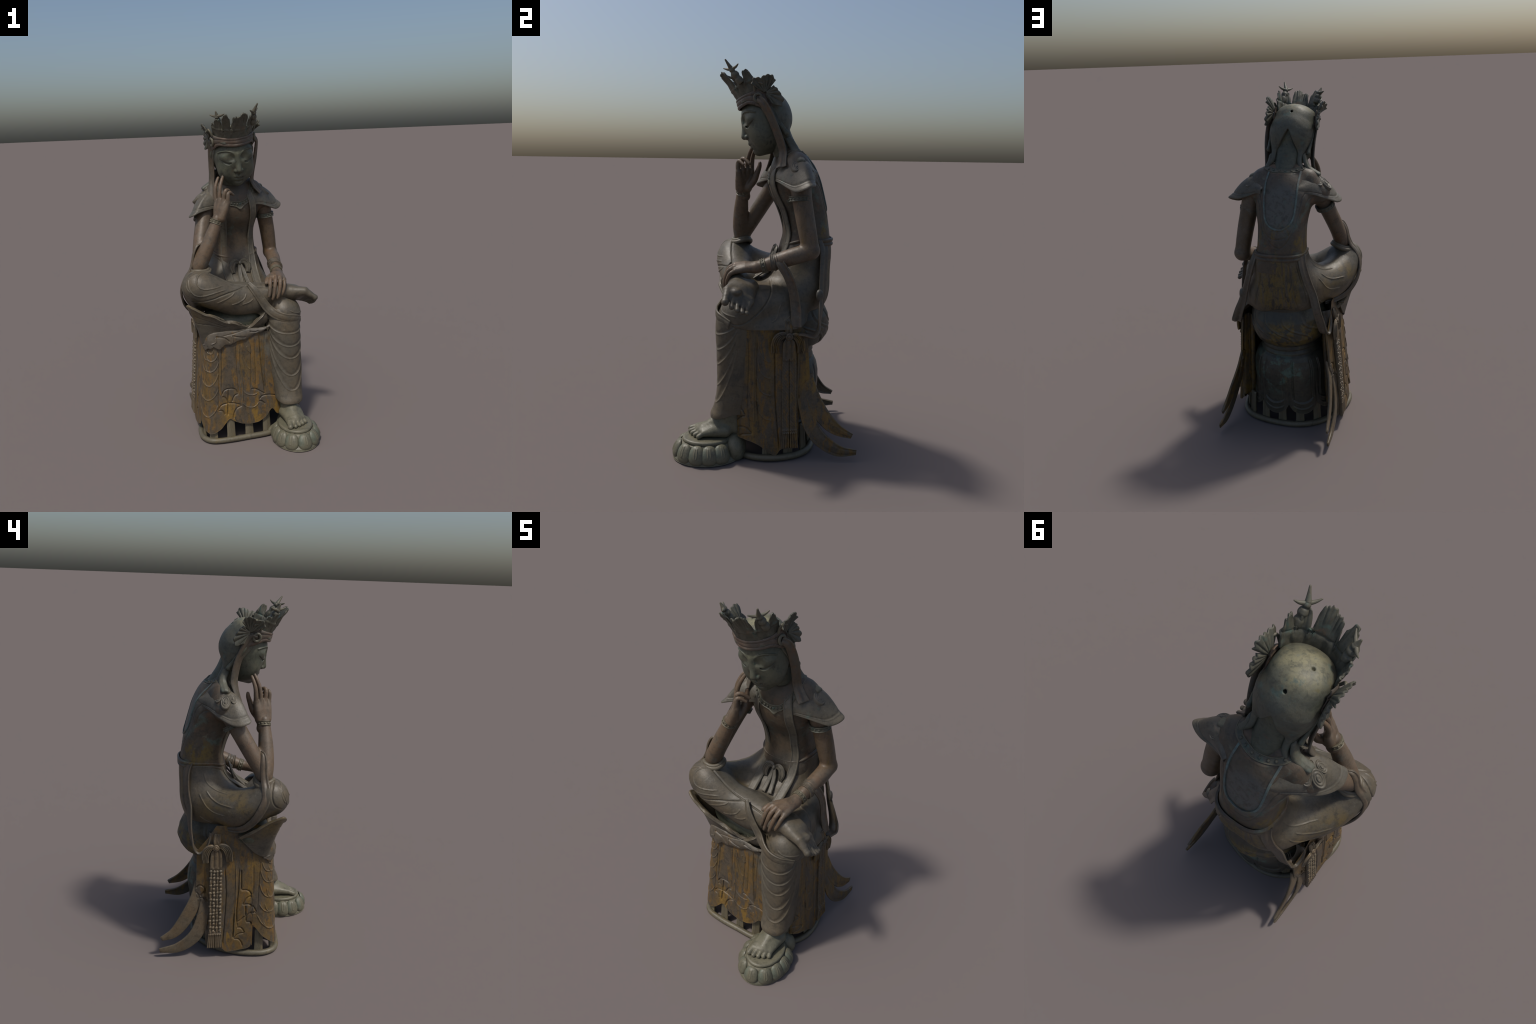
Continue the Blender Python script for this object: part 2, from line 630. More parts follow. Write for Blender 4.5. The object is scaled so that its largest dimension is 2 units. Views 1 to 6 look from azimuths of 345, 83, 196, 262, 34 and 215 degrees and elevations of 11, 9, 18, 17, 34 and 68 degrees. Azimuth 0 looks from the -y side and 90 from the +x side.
ORANGE, RUST, OCHRE = (0.150, 0.082, 0.018), (0.125, 0.074, 0.042), (0.140, 0.096, 0.022)
VERD, BLUE, DARK = (0.062, 0.100, 0.078), (0.090, 0.125, 0.120), (0.036, 0.032, 0.026)

bronze('face_bronze', (0.068, 0.074, 0.054), (0.092, 0.092, 0.062), [((0.060, 0.125, 0.095), 20, 0.64, 0.08), ((0.108, 0.108, 0.068), 8, 0.54, 0.15), (RUST, 13, 0.60, 0.2), (DARK, 26, 0.58, 0.12)], 0.46, 12, 0.14, seed=1)
bronze('hair_bronze', (0.082, 0.086, 0.068), (0.100, 0.092, 0.062), [((0.250, 0.228, 0.128), 9, 0.28, 0.40, [((-0.05, -0.015, 1.885), (0.15, 0.16, 0.09), 0.8)]), ((0.10, 0.105, 0.075), 14, 0.56, 0.14), ((0.075, 0.110, 0.092), 9, 0.56, 0.12), ((0.125, 0.110, 0.055), 11, 0.62, 0.1)], 0.5, 9, 0.14, seed=2)
bronze('skin_bronze', (0.116, 0.090, 0.064), (0.128, 0.086, 0.052), [((0.095, 0.062, 0.030), 9, 0.40, 0.2, [((0.22, 0.19, 1.2), (0.10, 0.12, 0.18), 0.3)], (1.5, 1.5, 0.4)), (OCHRE, 22, 0.58, 0.1, [((0.22, 0.22, 1.12), (0.10, 0.12, 0.16), 0.4)], (1.5, 1.5, 0.5)), (RUST, 8, 0.5, 0.2), ((0.110, 0.105, 0.085), 12, 0.58, 0.12), (DARK, 18, 0.64, 0.14)], 0.44, 7, 0.12, seed=3)
bronze('torso_bronze', (0.074, 0.064, 0.048), (0.088, 0.062, 0.038), [((0.108, 0.110, 0.100), 3, 0.2, 0.3, [((-0.04, 0.33, 1.38), (0.14, 0.12, 0.2), 0.4)]), (OCHRE, 14, 0.48, 0.1, [((-0.06, 0.31, 1.17), (0.3, 0.2, 0.12), 0.5)], (1, 1, 0.5)), (RUST, 9, 0.55, 0.15), ((0.085, 0.118, 0.096), 11, 0.56, 0.14), ((0.12, 0.115, 0.080), 16, 0.62, 0.1)], 0.46, 6, 0.14, seed=4)
bronze('cape_bronze', (0.092, 0.086, 0.070), (0.108, 0.092, 0.064), [((0.17, 0.130, 0.090), 7, 0.6, 0.15), ((0.090, 0.112, 0.088), 9, 0.60, 0.1), ((0.06, 0.056, 0.05), 16, 0.62, 0.12)], 0.46, 6, 0.14, seed=5)
bronze('robe_bronze', (0.094, 0.083, 0.062), (0.102, 0.079, 0.049), [((0.150, 0.104, 0.036), 6, 0.40, 0.2, [((-0.33, 0.03, 0.86), (0.30, 0.34, 0.17), 0.6)]), ((0.16, 0.100, 0.042), 17, 0.68, 0.06), ((0.046, 0.042, 0.034), 5, 0.52, 0.22), ((0.096, 0.102, 0.078), 12, 0.66, 0.1),
        (OCHRE, 16, 0.42, 0.12, [((-0.01, 0.40, 0.92), (0.20, 0.16, 0.21), 0.35)], (2.2, 2.2, 0.22)), (DARK, 22, 0.50, 0.08, [((-0.01, 0.40, 0.86), (0.21, 0.17, 0.22), 0.5)], (1.5, 1.5, 0.6))], 0.44, 5, 0.14, seed=6)
bronze('skirt_bronze', (0.074, 0.058, 0.038), (0.080, 0.064, 0.046), [((0.128, 0.078, 0.020), 14, 0.44, 0.2, None, (1, 1, 0.3)), (ORANGE, 30, 0.51, 0.08, None, (1, 1, 0.35)), ((0.195, 0.112, 0.018), 10, 0.55, 0.08, None, (1, 1, 0.25)), (DARK, 30, 0.55, 0.14, None, (1, 1, 0.6)), ((0.098, 0.096, 0.078), 6, 0.60, 0.16)], 0.46, 8, 0.2, seed=7)
bronze('frill_bronze', (0.090, 0.080, 0.064), (0.096, 0.074, 0.048), [(ORANGE, 16, 0.58, 0.1), (DARK, 14, 0.58, 0.12)], 0.44, 6, 0.14, seed=17)
bronze('stool_bronze', (0.048, 0.045, 0.034), (0.062, 0.058, 0.040), [(OCHRE, 13, 0.46, 0.08, [((-0.08, 0.35, 0.62), (0.24, 0.3, 0.12), 0.5)]), ((0.075, 0.125, 0.098), 11, 0.50, 0.06, [((0.06, 0.30, 0.36), (0.28, 0.3, 0.16), 0.5)]), ((0.10, 0.092, 0.050), 14, 0.58, 0.1), (DARK, 18, 0.55, 0.1)], 0.40, 7, 0.18, seed=8)
bronze('lotus_bronze', (0.138, 0.128, 0.086), (0.114, 0.110, 0.074), [(OCHRE, 16, 0.64, 0.12), ((0.104, 0.128, 0.096), 10, 0.58, 0.14), ((0.19, 0.14, 0.085), 20, 0.66, 0.08), ((0.07, 0.068, 0.05), 14, 0.60, 0.14)], 0.42, 8, 0.14, seed=9)
bronze('base_bronze', (0.118, 0.104, 0.068), (0.085, 0.075, 0.050), [(OCHRE, 14, 0.6, 0.12), (DARK, 18, 0.6, 0.12)], 0.44, 12, 0.16, seed=10)
bronze('crown_bronze', (0.072, 0.072, 0.054), (0.094, 0.088, 0.062), [((0.075, 0.110, 0.088), 18, 0.56, 0.1), (RUST, 20, 0.62, 0.1), ((0.14, 0.132, 0.092), 26, 0.62, 0.1)], 0.5, 14, 0.18, seed=11)
bronze('band_bronze', (0.092, 0.080, 0.066), (0.112, 0.076, 0.052), [(DARK, 18, 0.58, 0.1)], 0.44, 9, 0.14, seed=12)
bronze('ribbon_bronze', (0.088, 0.078, 0.060), (0.100, 0.072, 0.046), [(RUST, 12, 0.58, 0.1), ((0.06, 0.062, 0.06), 10, 0.60, 0.12)], 0.44, 8, 0.14, seed=13)
bronze('tassel_bronze', (0.110, 0.088, 0.058), (0.118, 0.082, 0.044), [(ORANGE, 16, 0.62, 0.12), (DARK, 20, 0.6, 0.12), ((0.115, 0.115, 0.095), 9, 0.62, 0.1)], 0.46, 9, 0.2, seed=14)
bronze('verdigris', (0.105, 0.150, 0.140), (0.090, 0.115, 0.104), [((0.145, 0.195, 0.185), 30, 0.5, 0.1), (OCHRE, 9, 0.50, 0.1, [((-0.04, 0.32, 1.22), (0.2, 0.2, 0.08), 0.5)]), ((0.10, 0.10, 0.09), 16, 0.50, 0.1)], 0.6, 14, 0.2, seed=15)


# ------------------------------------------------------------------ fold lines, hems and pleats laid onto the cloth
RIDGE, CUT, DEEP = (0.0028, 0.0038), (0.0030, -0.0034), (0.0034, -0.0065)
LINES = {}


def line(part, kind, pts):
    LINES.setdefault(part, []).append((pts, *kind, 0.08))


# front of the skirt
line('skirt', RIDGE, [(-0.289, -0.154, 0.585), (-0.286, -0.159, 0.562), (-0.274, -0.169, 0.553), (-0.259, -0.175, 0.564), (-0.253, -0.175, 0.587)])
line('skirt', RIDGE, [(-0.301, -0.146, 0.547), (-0.298, -0.155, 0.518), (-0.283, -0.168, 0.509), (-0.255, -0.180, 0.516), (-0.235, -0.183, 0.540), (-0.226, -0.182, 0.564)])
line('skirt', RIDGE, [(-0.311, -0.142, 0.489), (-0.306, -0.153, 0.453), (-0.290, -0.170, 0.444), (-0.259, -0.183, 0.455), (-0.236, -0.186, 0.484), (-0.226, -0.186, 0.514)])
line('skirt', RIDGE, [(-0.319, -0.134, 0.424), (-0.319, -0.142, 0.374), (-0.304, -0.167, 0.356), (-0.274, -0.185, 0.368), (-0.246, -0.189, 0.403), (-0.231, -0.188, 0.442)])
line('skirt', RIDGE, [(-0.331, -0.123, 0.325), (-0.328, -0.139, 0.283), (-0.312, -0.168, 0.268), (-0.282, -0.188, 0.281), (-0.254, -0.194, 0.311), (-0.237, -0.193, 0.350)])
line('skirt', RIDGE, [(-0.341, -0.115, 0.216), (-0.337, -0.138, 0.176), (-0.317, -0.176, 0.164), (-0.286, -0.193, 0.182), (-0.260, -0.197, 0.212), (-0.246, -0.197, 0.247)])
line('skirt', RIDGE, [(-0.083, -0.188, 0.599), (-0.085, -0.190, 0.516), (-0.064, -0.192, 0.419), (-0.038, -0.193, 0.364)])
line('skirt', RIDGE, [(-0.051, -0.189, 0.585), (-0.047, -0.190, 0.558), (-0.028, -0.190, 0.540)])
line('skirt', RIDGE, [(-0.083, -0.189, 0.552), (-0.068, -0.190, 0.487), (-0.047, -0.191, 0.442), (-0.032, -0.191, 0.435)])
line('skirt', RIDGE, [(-0.100, -0.193, 0.371), (-0.090, -0.195, 0.312), (-0.065, -0.195, 0.284), (-0.037, -0.196, 0.275), (-0.008, -0.195, 0.277), (0.003, -0.195, 0.286)])
line('skirt', RIDGE, [(-0.097, -0.197, 0.233), (-0.075, -0.198, 0.208), (-0.041, -0.197, 0.196), (-0.011, -0.196, 0.205), (0.006, -0.196, 0.226)])
line('skirt', RIDGE, [(-0.101, -0.187, 0.596), (-0.102, -0.190, 0.476), (-0.090, -0.194, 0.359), (-0.097, -0.197, 0.222)])
line('skirt', RIDGE, [(0.039, -0.191, 0.631), (0.037, -0.192, 0.500), (0.046, -0.193, 0.306)])
line('skirt', CUT, [(-0.223, -0.180, 0.600), (-0.230, -0.188, 0.432), (-0.248, -0.199, 0.205)])
line('skirt', CUT, [(-0.204, -0.182, 0.598), (-0.212, -0.189, 0.429), (-0.219, -0.194, 0.326)])
line('skirt', CUT, [(-0.119, -0.187, 0.598), (-0.118, -0.190, 0.468), (-0.117, -0.195, 0.284)])
line('skirt', CUT, [(-0.025, -0.190, 0.592), (-0.030, -0.191, 0.456), (-0.038, -0.194, 0.314)])
line('skirt', CUT, [(-0.003, -0.190, 0.626), (-0.004, -0.191, 0.479), (-0.006, -0.193, 0.325)])
line('skirt', CUT, [(0.066, -0.191, 0.674), (0.055, -0.192, 0.524), (0.054, -0.193, 0.294)])
line('skirt', DEEP, [(0.027, -0.190, 0.653), (0.031, -0.192, 0.500), (0.039, -0.192, 0.366), (0.048, -0.194, 0.269)])
line('skirt', DEEP, [(-0.040, -0.194, 0.312), (-0.012, -0.194, 0.312), (0.019, -0.194, 0.289), (0.048, -0.194, 0.269)])
line('skirt', DEEP, [(-0.220, -0.195, 0.295), (-0.208, -0.194, 0.325), (-0.177, -0.194, 0.333), (-0.141, -0.195, 0.328), (-0.117, -0.195, 0.292)])
line('skirt', DEEP, [(-0.117, -0.195, 0.292), (-0.143, -0.196, 0.288), (-0.161, -0.197, 0.249)])
line('skirt', DEEP, [(-0.220, -0.196, 0.290), (-0.195, -0.196, 0.278), (-0.184, -0.197, 0.245)])
line('skirt', DEEP, [(-0.178, -0.194, 0.331), (-0.186, -0.197, 0.242), (-0.192, -0.202, 0.165)])
line('skirt', DEEP, [(-0.248, -0.199, 0.205), (-0.234, -0.198, 0.232), (-0.202, -0.197, 0.242), (-0.151, -0.197, 0.240), (-0.098, -0.198, 0.217)])
line('skirt', DEEP, [(-0.098, -0.198, 0.217), (-0.132, -0.199, 0.207), (-0.155, -0.201, 0.174), (-0.157, -0.204, 0.143)])
line('skirt', DEEP, [(-0.248, -0.199, 0.205), (-0.220, -0.199, 0.200), (-0.209, -0.201, 0.173)])
line('skirt', DEEP, [(0.009, -0.195, 0.237), (0.028, -0.195, 0.260), (0.077, -0.192, 0.260), (0.123, -0.189, 0.245)])
line('skirt', DEEP, [(0.006, -0.196, 0.232), (0.027, -0.195, 0.225), (0.045, -0.194, 0.206)])
# left side
line('skirt', RIDGE, [(0.277, -0.048, 0.606), (0.279, -0.045, 0.579), (0.285, -0.021, 0.533), (0.292, 0.015, 0.518)])
line('skirt', RIDGE, [(0.280, -0.051, 0.525), (0.285, -0.037, 0.470), (0.291, -0.008, 0.440), (0.296, 0.022, 0.434)])
line('skirt', RIDGE, [(0.282, -0.057, 0.442), (0.285, -0.047, 0.387), (0.292, -0.013, 0.353), (0.300, 0.023, 0.345)])
line('skirt', RIDGE, [(0.284, -0.056, 0.337), (0.288, -0.046, 0.275), (0.295, -0.019, 0.231), (0.306, 0.028, 0.216)])
line('skirt', RIDGE, [(0.274, -0.069, 0.668), (0.282, -0.072, 0.372), (0.288, -0.066, 0.197)])
line('skirt', CUT, [(0.269, -0.128, 0.667), (0.271, -0.127, 0.510), (0.259, -0.146, 0.415)])
line('skirt', CUT, [(0.274, -0.099, 0.668), (0.278, -0.095, 0.511), (0.282, -0.099, 0.303), (0.289, -0.082, 0.163)])
line('skirt', CUT, [(0.275, -0.054, 0.661), (0.283, -0.056, 0.372), (0.294, -0.041, 0.163)])
line('skirt', CUT, [(0.292, 0.166, 0.523), (0.306, 0.157, 0.304), (0.312, 0.172, 0.106)])
line('skirt', DEEP, [(0.285, 0.034, 0.648), (0.303, 0.038, 0.335), (0.317, 0.063, 0.048)])
line('skirt', DEEP, [(0.300, 0.178, 0.386), (0.291, 0.210, 0.417), (0.296, 0.233, 0.390)])
line('skirt', DEEP, [(0.300, 0.178, 0.386), (0.298, 0.199, 0.377), (0.296, 0.217, 0.355)])
line('skirt', DEEP, [(0.306, 0.158, 0.311), (0.302, 0.182, 0.344), (0.296, 0.217, 0.348)])
line('skirt', DEEP, [(0.306, 0.158, 0.311), (0.304, 0.190, 0.298), (0.303, 0.211, 0.258)])
line('skirt', DEEP, [(0.236, -0.163, 0.253), (0.261, -0.145, 0.275), (0.278, -0.124, 0.273), (0.284, -0.108, 0.243)])
line('skirt', DEEP, [(0.284, -0.108, 0.243), (0.273, -0.133, 0.234), (0.254, -0.151, 0.213)])
line('skirt', DEEP, [(0.240, -0.160, 0.167), (0.278, -0.130, 0.185), (0.287, -0.101, 0.180), (0.290, -0.075, 0.151)])
line('skirt', DEEP, [(0.290, -0.075, 0.151), (0.285, -0.117, 0.148), (0.272, -0.142, 0.131), (0.272, -0.158, 0.118)])
line('skirt', DEEP, [(0.236, -0.164, 0.250), (0.267, -0.167, 0.116)])
# right side
line('skirt', RIDGE, [(-0.302, -0.130, 0.599), (-0.300, -0.141, 0.572), (-0.282, -0.163, 0.555)])
line('skirt', RIDGE, [(-0.310, -0.104, 0.573), (-0.313, -0.112, 0.544), (-0.309, -0.137, 0.518), (-0.280, -0.170, 0.515)])
line('skirt', RIDGE, [(-0.315, -0.093, 0.530), (-0.320, -0.109, 0.481), (-0.316, -0.136, 0.454), (-0.279, -0.178, 0.444)])
line('skirt', RIDGE, [(-0.322, -0.086, 0.456), (-0.327, -0.106, 0.396), (-0.321, -0.139, 0.364), (-0.278, -0.187, 0.355)])
line('skirt', RIDGE, [(-0.333, -0.089, 0.326), (-0.334, -0.114, 0.289), (-0.325, -0.150, 0.271), (-0.287, -0.190, 0.269)])
line('skirt', RIDGE, [(-0.337, -0.077, 0.260), (-0.340, -0.102, 0.213), (-0.335, -0.143, 0.176), (-0.296, -0.193, 0.157)])
line('skirt', RIDGE, [(-0.293, 0.045, 0.579), (-0.319, 0.046, 0.324), (-0.336, 0.052, 0.125)])
line('skirt', RIDGE, [(-0.286, 0.219, 0.560), (-0.301, 0.210, 0.414), (-0.313, 0.188, 0.326)])
line('skirt', CUT, [(-0.309, -0.090, 0.583), (-0.320, -0.085, 0.476), (-0.336, -0.079, 0.276)])
line('skirt', CUT, [(-0.307, -0.052, 0.563), (-0.325, -0.053, 0.381)])
line('skirt', CUT, [(-0.296, 0.246, 0.363), (-0.301, 0.248, 0.289)])
line('skirt', DEEP, [(-0.300, 0.017, 0.531), (-0.313, 0.015, 0.408)])
line('skirt', DEEP, [(-0.313, 0.015, 0.408), (-0.317, -0.018, 0.412), (-0.321, -0.036, 0.398), (-0.325, -0.048, 0.376)])
line('skirt', DEEP, [(-0.325, -0.048, 0.376), (-0.322, -0.023, 0.370), (-0.322, -0.005, 0.350), (-0.323, 0.006, 0.322)])
line('skirt', DEEP, [(-0.323, 0.006, 0.322), (-0.326, -0.024, 0.328), (-0.332, -0.057, 0.311), (-0.336, -0.074, 0.276)])
line('skirt', DEEP, [(-0.336, -0.074, 0.276), (-0.332, -0.039, 0.275), (-0.330, -0.019, 0.259), (-0.331, -0.012, 0.233)])
line('skirt', DEEP, [(-0.325, -0.010, 0.320), (-0.332, -0.015, 0.217)])
line('skirt', DEEP, [(-0.332, -0.015, 0.217), (-0.334, -0.036, 0.218), (-0.337, -0.050, 0.205)])
line('skirt', DEEP, [(-0.297, 0.028, 0.545), (-0.309, 0.031, 0.423), (-0.324, 0.040, 0.273), (-0.331, 0.036, 0.186)])
line('skirt', DEEP, [(-0.328, 0.039, 0.217), (-0.328, 0.018, 0.229), (-0.329, -0.009, 0.253)])
line('skirt', DEEP, [(-0.331, 0.036, 0.184), (-0.332, 0.010, 0.183), (-0.336, -0.007, 0.150)])
line('skirt', DEEP, [(-0.336, -0.007, 0.150), (-0.334, 0.029, 0.145), (-0.336, 0.057, 0.115)])
line('skirt', DEEP, [(-0.336, 0.057, 0.115), (-0.337, 0.028, 0.114), (-0.339, 0.009, 0.092), (-0.341, 0.003, 0.066)])
line('skirt', DEEP, [(-0.324, 0.054, 0.274), (-0.336, 0.059, 0.115)])
line('skirt', DEEP, [(-0.297, 0.110, 0.553), (-0.314, 0.101, 0.376), (-0.339, 0.118, 0.071)])
line('skirt', DEEP, [(-0.293, 0.190, 0.543), (-0.313, 0.188, 0.326), (-0.323, 0.208, 0.157)])
line('skirt', DEEP, [(-0.283, 0.274, 0.417), (-0.291, 0.244, 0.441), (-0.300, 0.212, 0.414)])
line('skirt', DEEP, [(-0.284, 0.276, 0.397), (-0.292, 0.255, 0.385), (-0.295, 0.251, 0.365)])
line('skirt', DEEP, [(-0.301, 0.212, 0.409), (-0.297, 0.232, 0.392), (-0.296, 0.244, 0.371)])
line('skirt', DEEP, [(-0.288, 0.297, 0.331), (-0.288, 0.273, 0.352), (-0.296, 0.246, 0.363), (-0.305, 0.214, 0.359), (-0.312, 0.191, 0.336)])
# robe
line('robe', RIDGE, [(-0.167, 0.224, 1.056), (-0.188, 0.209, 1.008), (-0.219, 0.168, 0.974), (-0.274, 0.099, 0.968)])
line('robe', RIDGE, [(-0.214, 0.212, 0.970), (-0.248, 0.180, 0.935), (-0.294, 0.136, 0.919), (-0.344, 0.079, 0.918)])
line('robe', RIDGE, [(-0.211, 0.246, 0.955), (-0.241, 0.216, 0.905), (-0.270, 0.175, 0.871), (-0.323, 0.114, 0.863)])
line('robe', RIDGE, [(-0.220, 0.245, 0.830), (-0.223, 0.219, 0.808), (-0.234, 0.177, 0.789)])
line('robe', RIDGE, [(-0.317, -0.174, 1.059), (-0.362, -0.180, 1.043), (-0.395, -0.179, 1.012), (-0.394, -0.191, 0.974), (-0.373, -0.210, 0.950)])
line('robe', DEEP, [(0.129, -0.207, 0.939), (-0.364, -0.133, 1.060), (-0.408, -0.121, 1.017), (-0.420, -0.125, 0.979), (-0.412, -0.146, 0.944), (-0.375, -0.189, 0.915)])
line('robe', RIDGE, [(-0.372, -0.165, 1.047), (-0.385, -0.189, 1.013), (-0.379, -0.205, 0.971), (-0.360, -0.213, 0.944), (-0.327, -0.224, 0.932), (-0.281, -0.239, 0.937), (-0.223, -0.241, 0.949), (-0.159, -0.222, 0.960)])
line('robe', RIDGE, [(-0.255, -0.143, 1.051), (-0.302, -0.174, 1.055), (-0.332, -0.199, 1.037), (-0.335, -0.219, 1.001), (-0.316, -0.229, 0.979), (-0.278, -0.235, 0.972), (-0.228, -0.230, 0.976), (-0.178, -0.209, 0.982)])
line('robe', RIDGE, [(-0.109, -0.220, 0.950), (-0.118, -0.236, 0.932), (-0.163, -0.248, 0.903), (-0.234, -0.235, 0.876)])
line('robe', RIDGE, [(-0.041, -0.228, 0.931), (-0.049, -0.246, 0.899), (-0.093, -0.250, 0.864), (-0.142, -0.242, 0.849)])
line('robe', RIDGE, [(0.001, -0.245, 0.884), (-0.028, -0.246, 0.860), (-0.074, -0.245, 0.846)])
line('robe', DEEP, [(-0.371, -0.158, 0.889), (-0.302, -0.221, 0.898), (-0.252, -0.241, 0.907), (-0.198, -0.245, 0.925), (-0.129, -0.228, 0.945), (-0.076, -0.199, 0.960), (-0.026, -0.153, 0.965)])
line('robe', RIDGE, [(0.291, 0.078, 0.815), (0.294, 0.055, 0.769), (0.273, 0.024, 0.720), (0.265, -0.039, 0.684)])
line('robe', RIDGE, [(0.278, 0.113, 0.759), (0.266, 0.081, 0.721), (0.258, 0.027, 0.685)])
line('robe', RIDGE, [(0.212, -0.250, 0.796), (0.248, -0.230, 0.770), (0.284, -0.198, 0.761), (0.288, -0.152, 0.753)])
line('robe', DEEP, [(0.210, -0.254, 0.736), (0.281, -0.214, 0.728), (0.293, -0.169, 0.713), (0.295, -0.118, 0.724), (0.300, -0.068, 0.755), (0.302, -0.027, 0.794), (0.289, 0.003, 0.842), (0.253, 0.018, 0.885), (0.136, 0.018, 0.919)])
line('robe', CUT, [(0.069, 0.355, 1.070), (0.101, 0.348, 0.932), (0.141, 0.322, 0.781)])
line('robe', CUT, [(0.025, 0.362, 1.078), (0.044, 0.361, 0.909), (0.067, 0.340, 0.778)])
line('robe', CUT, [(-0.011, 0.363, 1.081), (0.005, 0.361, 0.912), (0.021, 0.328, 0.769)])
line('robe', CUT, [(-0.044, 0.362, 1.082), (-0.051, 0.362, 0.955), (-0.062, 0.338, 0.788)])
line('robe', CUT, [(-0.083, 0.355, 1.083), (-0.101, 0.357, 0.918), (-0.120, 0.322, 0.794)])
line('robe', CUT, [(-0.120, 0.340, 1.080), (-0.149, 0.333, 0.952), (-0.172, 0.312, 0.827)])
# torso
line('torso', RIDGE, [(0.052, 0.199, 1.539), (0.061, 0.252, 1.478), (0.063, 0.294, 1.382), (0.051, 0.318, 1.296), (0.020, 0.331, 1.261), (-0.024, 0.335, 1.248), (-0.065, 0.329, 1.261), (-0.100, 0.311, 1.300), (-0.115, 0.289, 1.386), (-0.116, 0.242, 1.480), (-0.116, 0.169, 1.536)])
line('torso', CUT, [(0.058, 0.330, 1.234), (0.027, 0.341, 1.203), (-0.024, 0.343, 1.195), (-0.073, 0.336, 1.213), (-0.098, 0.322, 1.253)])
line('torso', CUT, [(0.049, 0.336, 1.222), (0.023, 0.346, 1.176), (-0.017, 0.350, 1.150), (-0.046, 0.349, 1.154), (-0.080, 0.338, 1.192), (-0.105, 0.320, 1.245), (-0.122, 0.298, 1.297)])
line('torso', CUT, [(0.140, 0.235, 1.466), (0.099, 0.263, 1.437), (0.079, 0.288, 1.380), (0.072, 0.307, 1.314), (0.058, 0.330, 1.234)])
line('torso', CUT, [(0.121, 0.245, 1.412), (0.095, 0.282, 1.371), (0.084, 0.310, 1.278), (0.057, 0.337, 1.193)])
line('torso', CUT, [(-0.203, 0.180, 1.463), (-0.169, 0.218, 1.449), (-0.145, 0.266, 1.409), (-0.134, 0.286, 1.351), (-0.111, 0.314, 1.251)])
line('torso', CUT, [(-0.198, 0.191, 1.412), (-0.172, 0.233, 1.400), (-0.155, 0.261, 1.360), (-0.144, 0.272, 1.313)])
line('frill', RIDGE, [(-0.313, -0.122, 0.608), (-0.263, -0.175, 0.622), (-0.236, -0.183, 0.633), (-0.238, -0.178, 0.664)])
line('frill', RIDGE, [(-0.142, -0.186, 0.664), (-0.135, -0.189, 0.635), (-0.140, -0.186, 0.618)])
line('frill', DEEP, [(-0.238, -0.178, 0.664), (-0.184, -0.185, 0.653), (-0.153, -0.186, 0.622)])
line('frill', DEEP, [(-0.140, -0.186, 0.661), (-0.093, -0.192, 0.648), (-0.055, -0.190, 0.644)])
line('frill', DEEP, [(-0.032, -0.189, 0.677), (0.007, -0.194, 0.669), (0.021, -0.197, 0.677)])
line('frill', CUT, [(-0.310, -0.121, 0.651), (-0.257, -0.166, 0.687), (-0.193, -0.172, 0.690), (-0.111, -0.179, 0.691), (-0.015, -0.178, 0.707)])
line('frill', CUT, [(-0.207, -0.182, 0.662), (-0.113, -0.185, 0.677), (-0.016, -0.179, 0.698), (0.031, -0.183, 0.713)])
line('seat_cloth', RIDGE, [(-0.281, -0.212, 0.827), (-0.224, -0.210, 0.799), (-0.160, -0.200, 0.751), (-0.124, -0.200, 0.732)])
line('seat_cloth', RIDGE, [(-0.165, -0.191, 0.782), (-0.112, -0.196, 0.763), (-0.064, -0.189, 0.738)])
line('seat_cloth', RIDGE, [(-0.074, -0.196, 0.772), (-0.031, -0.158, 0.765), (0.023, -0.184, 0.761)])
line('seat_cloth', CUT, [(-0.381, -0.204, 0.862), (-0.332, -0.217, 0.833), (-0.242, -0.204, 0.772), (-0.157, -0.183, 0.722)])
line('seat_cloth', CUT, [(-0.364, -0.167, 0.808), (-0.303, -0.192, 0.780), (-0.223, -0.192, 0.742), (-0.129, -0.177, 0.707)])
line('seat_cloth', CUT, [(-0.354, -0.144, 0.763), (-0.285, -0.182, 0.747), (-0.185, -0.183, 0.716)])


# ------------------------------------------------------------------ the figure
ROOT = bpy.data.objects.new('bronze_statue', None)
bpy.context.scene.collection.objects.link(ROOT)
ROOT['label'] = 'seated pensive bronze figure with crown and one crossed leg'
ROOT['category'] = 'bronze statue'

# --- head frame: bowed forward and leaning a little to its right
_r, _p = math.radians(5), math.radians(22)
_U0, HL = V(-math.sin(_r), 0, math.cos(_r)), V(math.cos(_r), 0, math.sin(_r))
HU = _U0 * math.cos(_p) + V(0, -1, 0) * math.sin(_p)
HF = V(0, -1, 0) * math.cos(_p) - _U0 * math.sin(_p)
HC = V(-0.035, 0.005, 1.69)


def H(l, f, u):
    return HC + l * HL + f * HF + u * HU


def to_world(v):
    return HC + v[:, :1] * HL + v[:, 1:2] * HF + v[:, 2:3] * HU


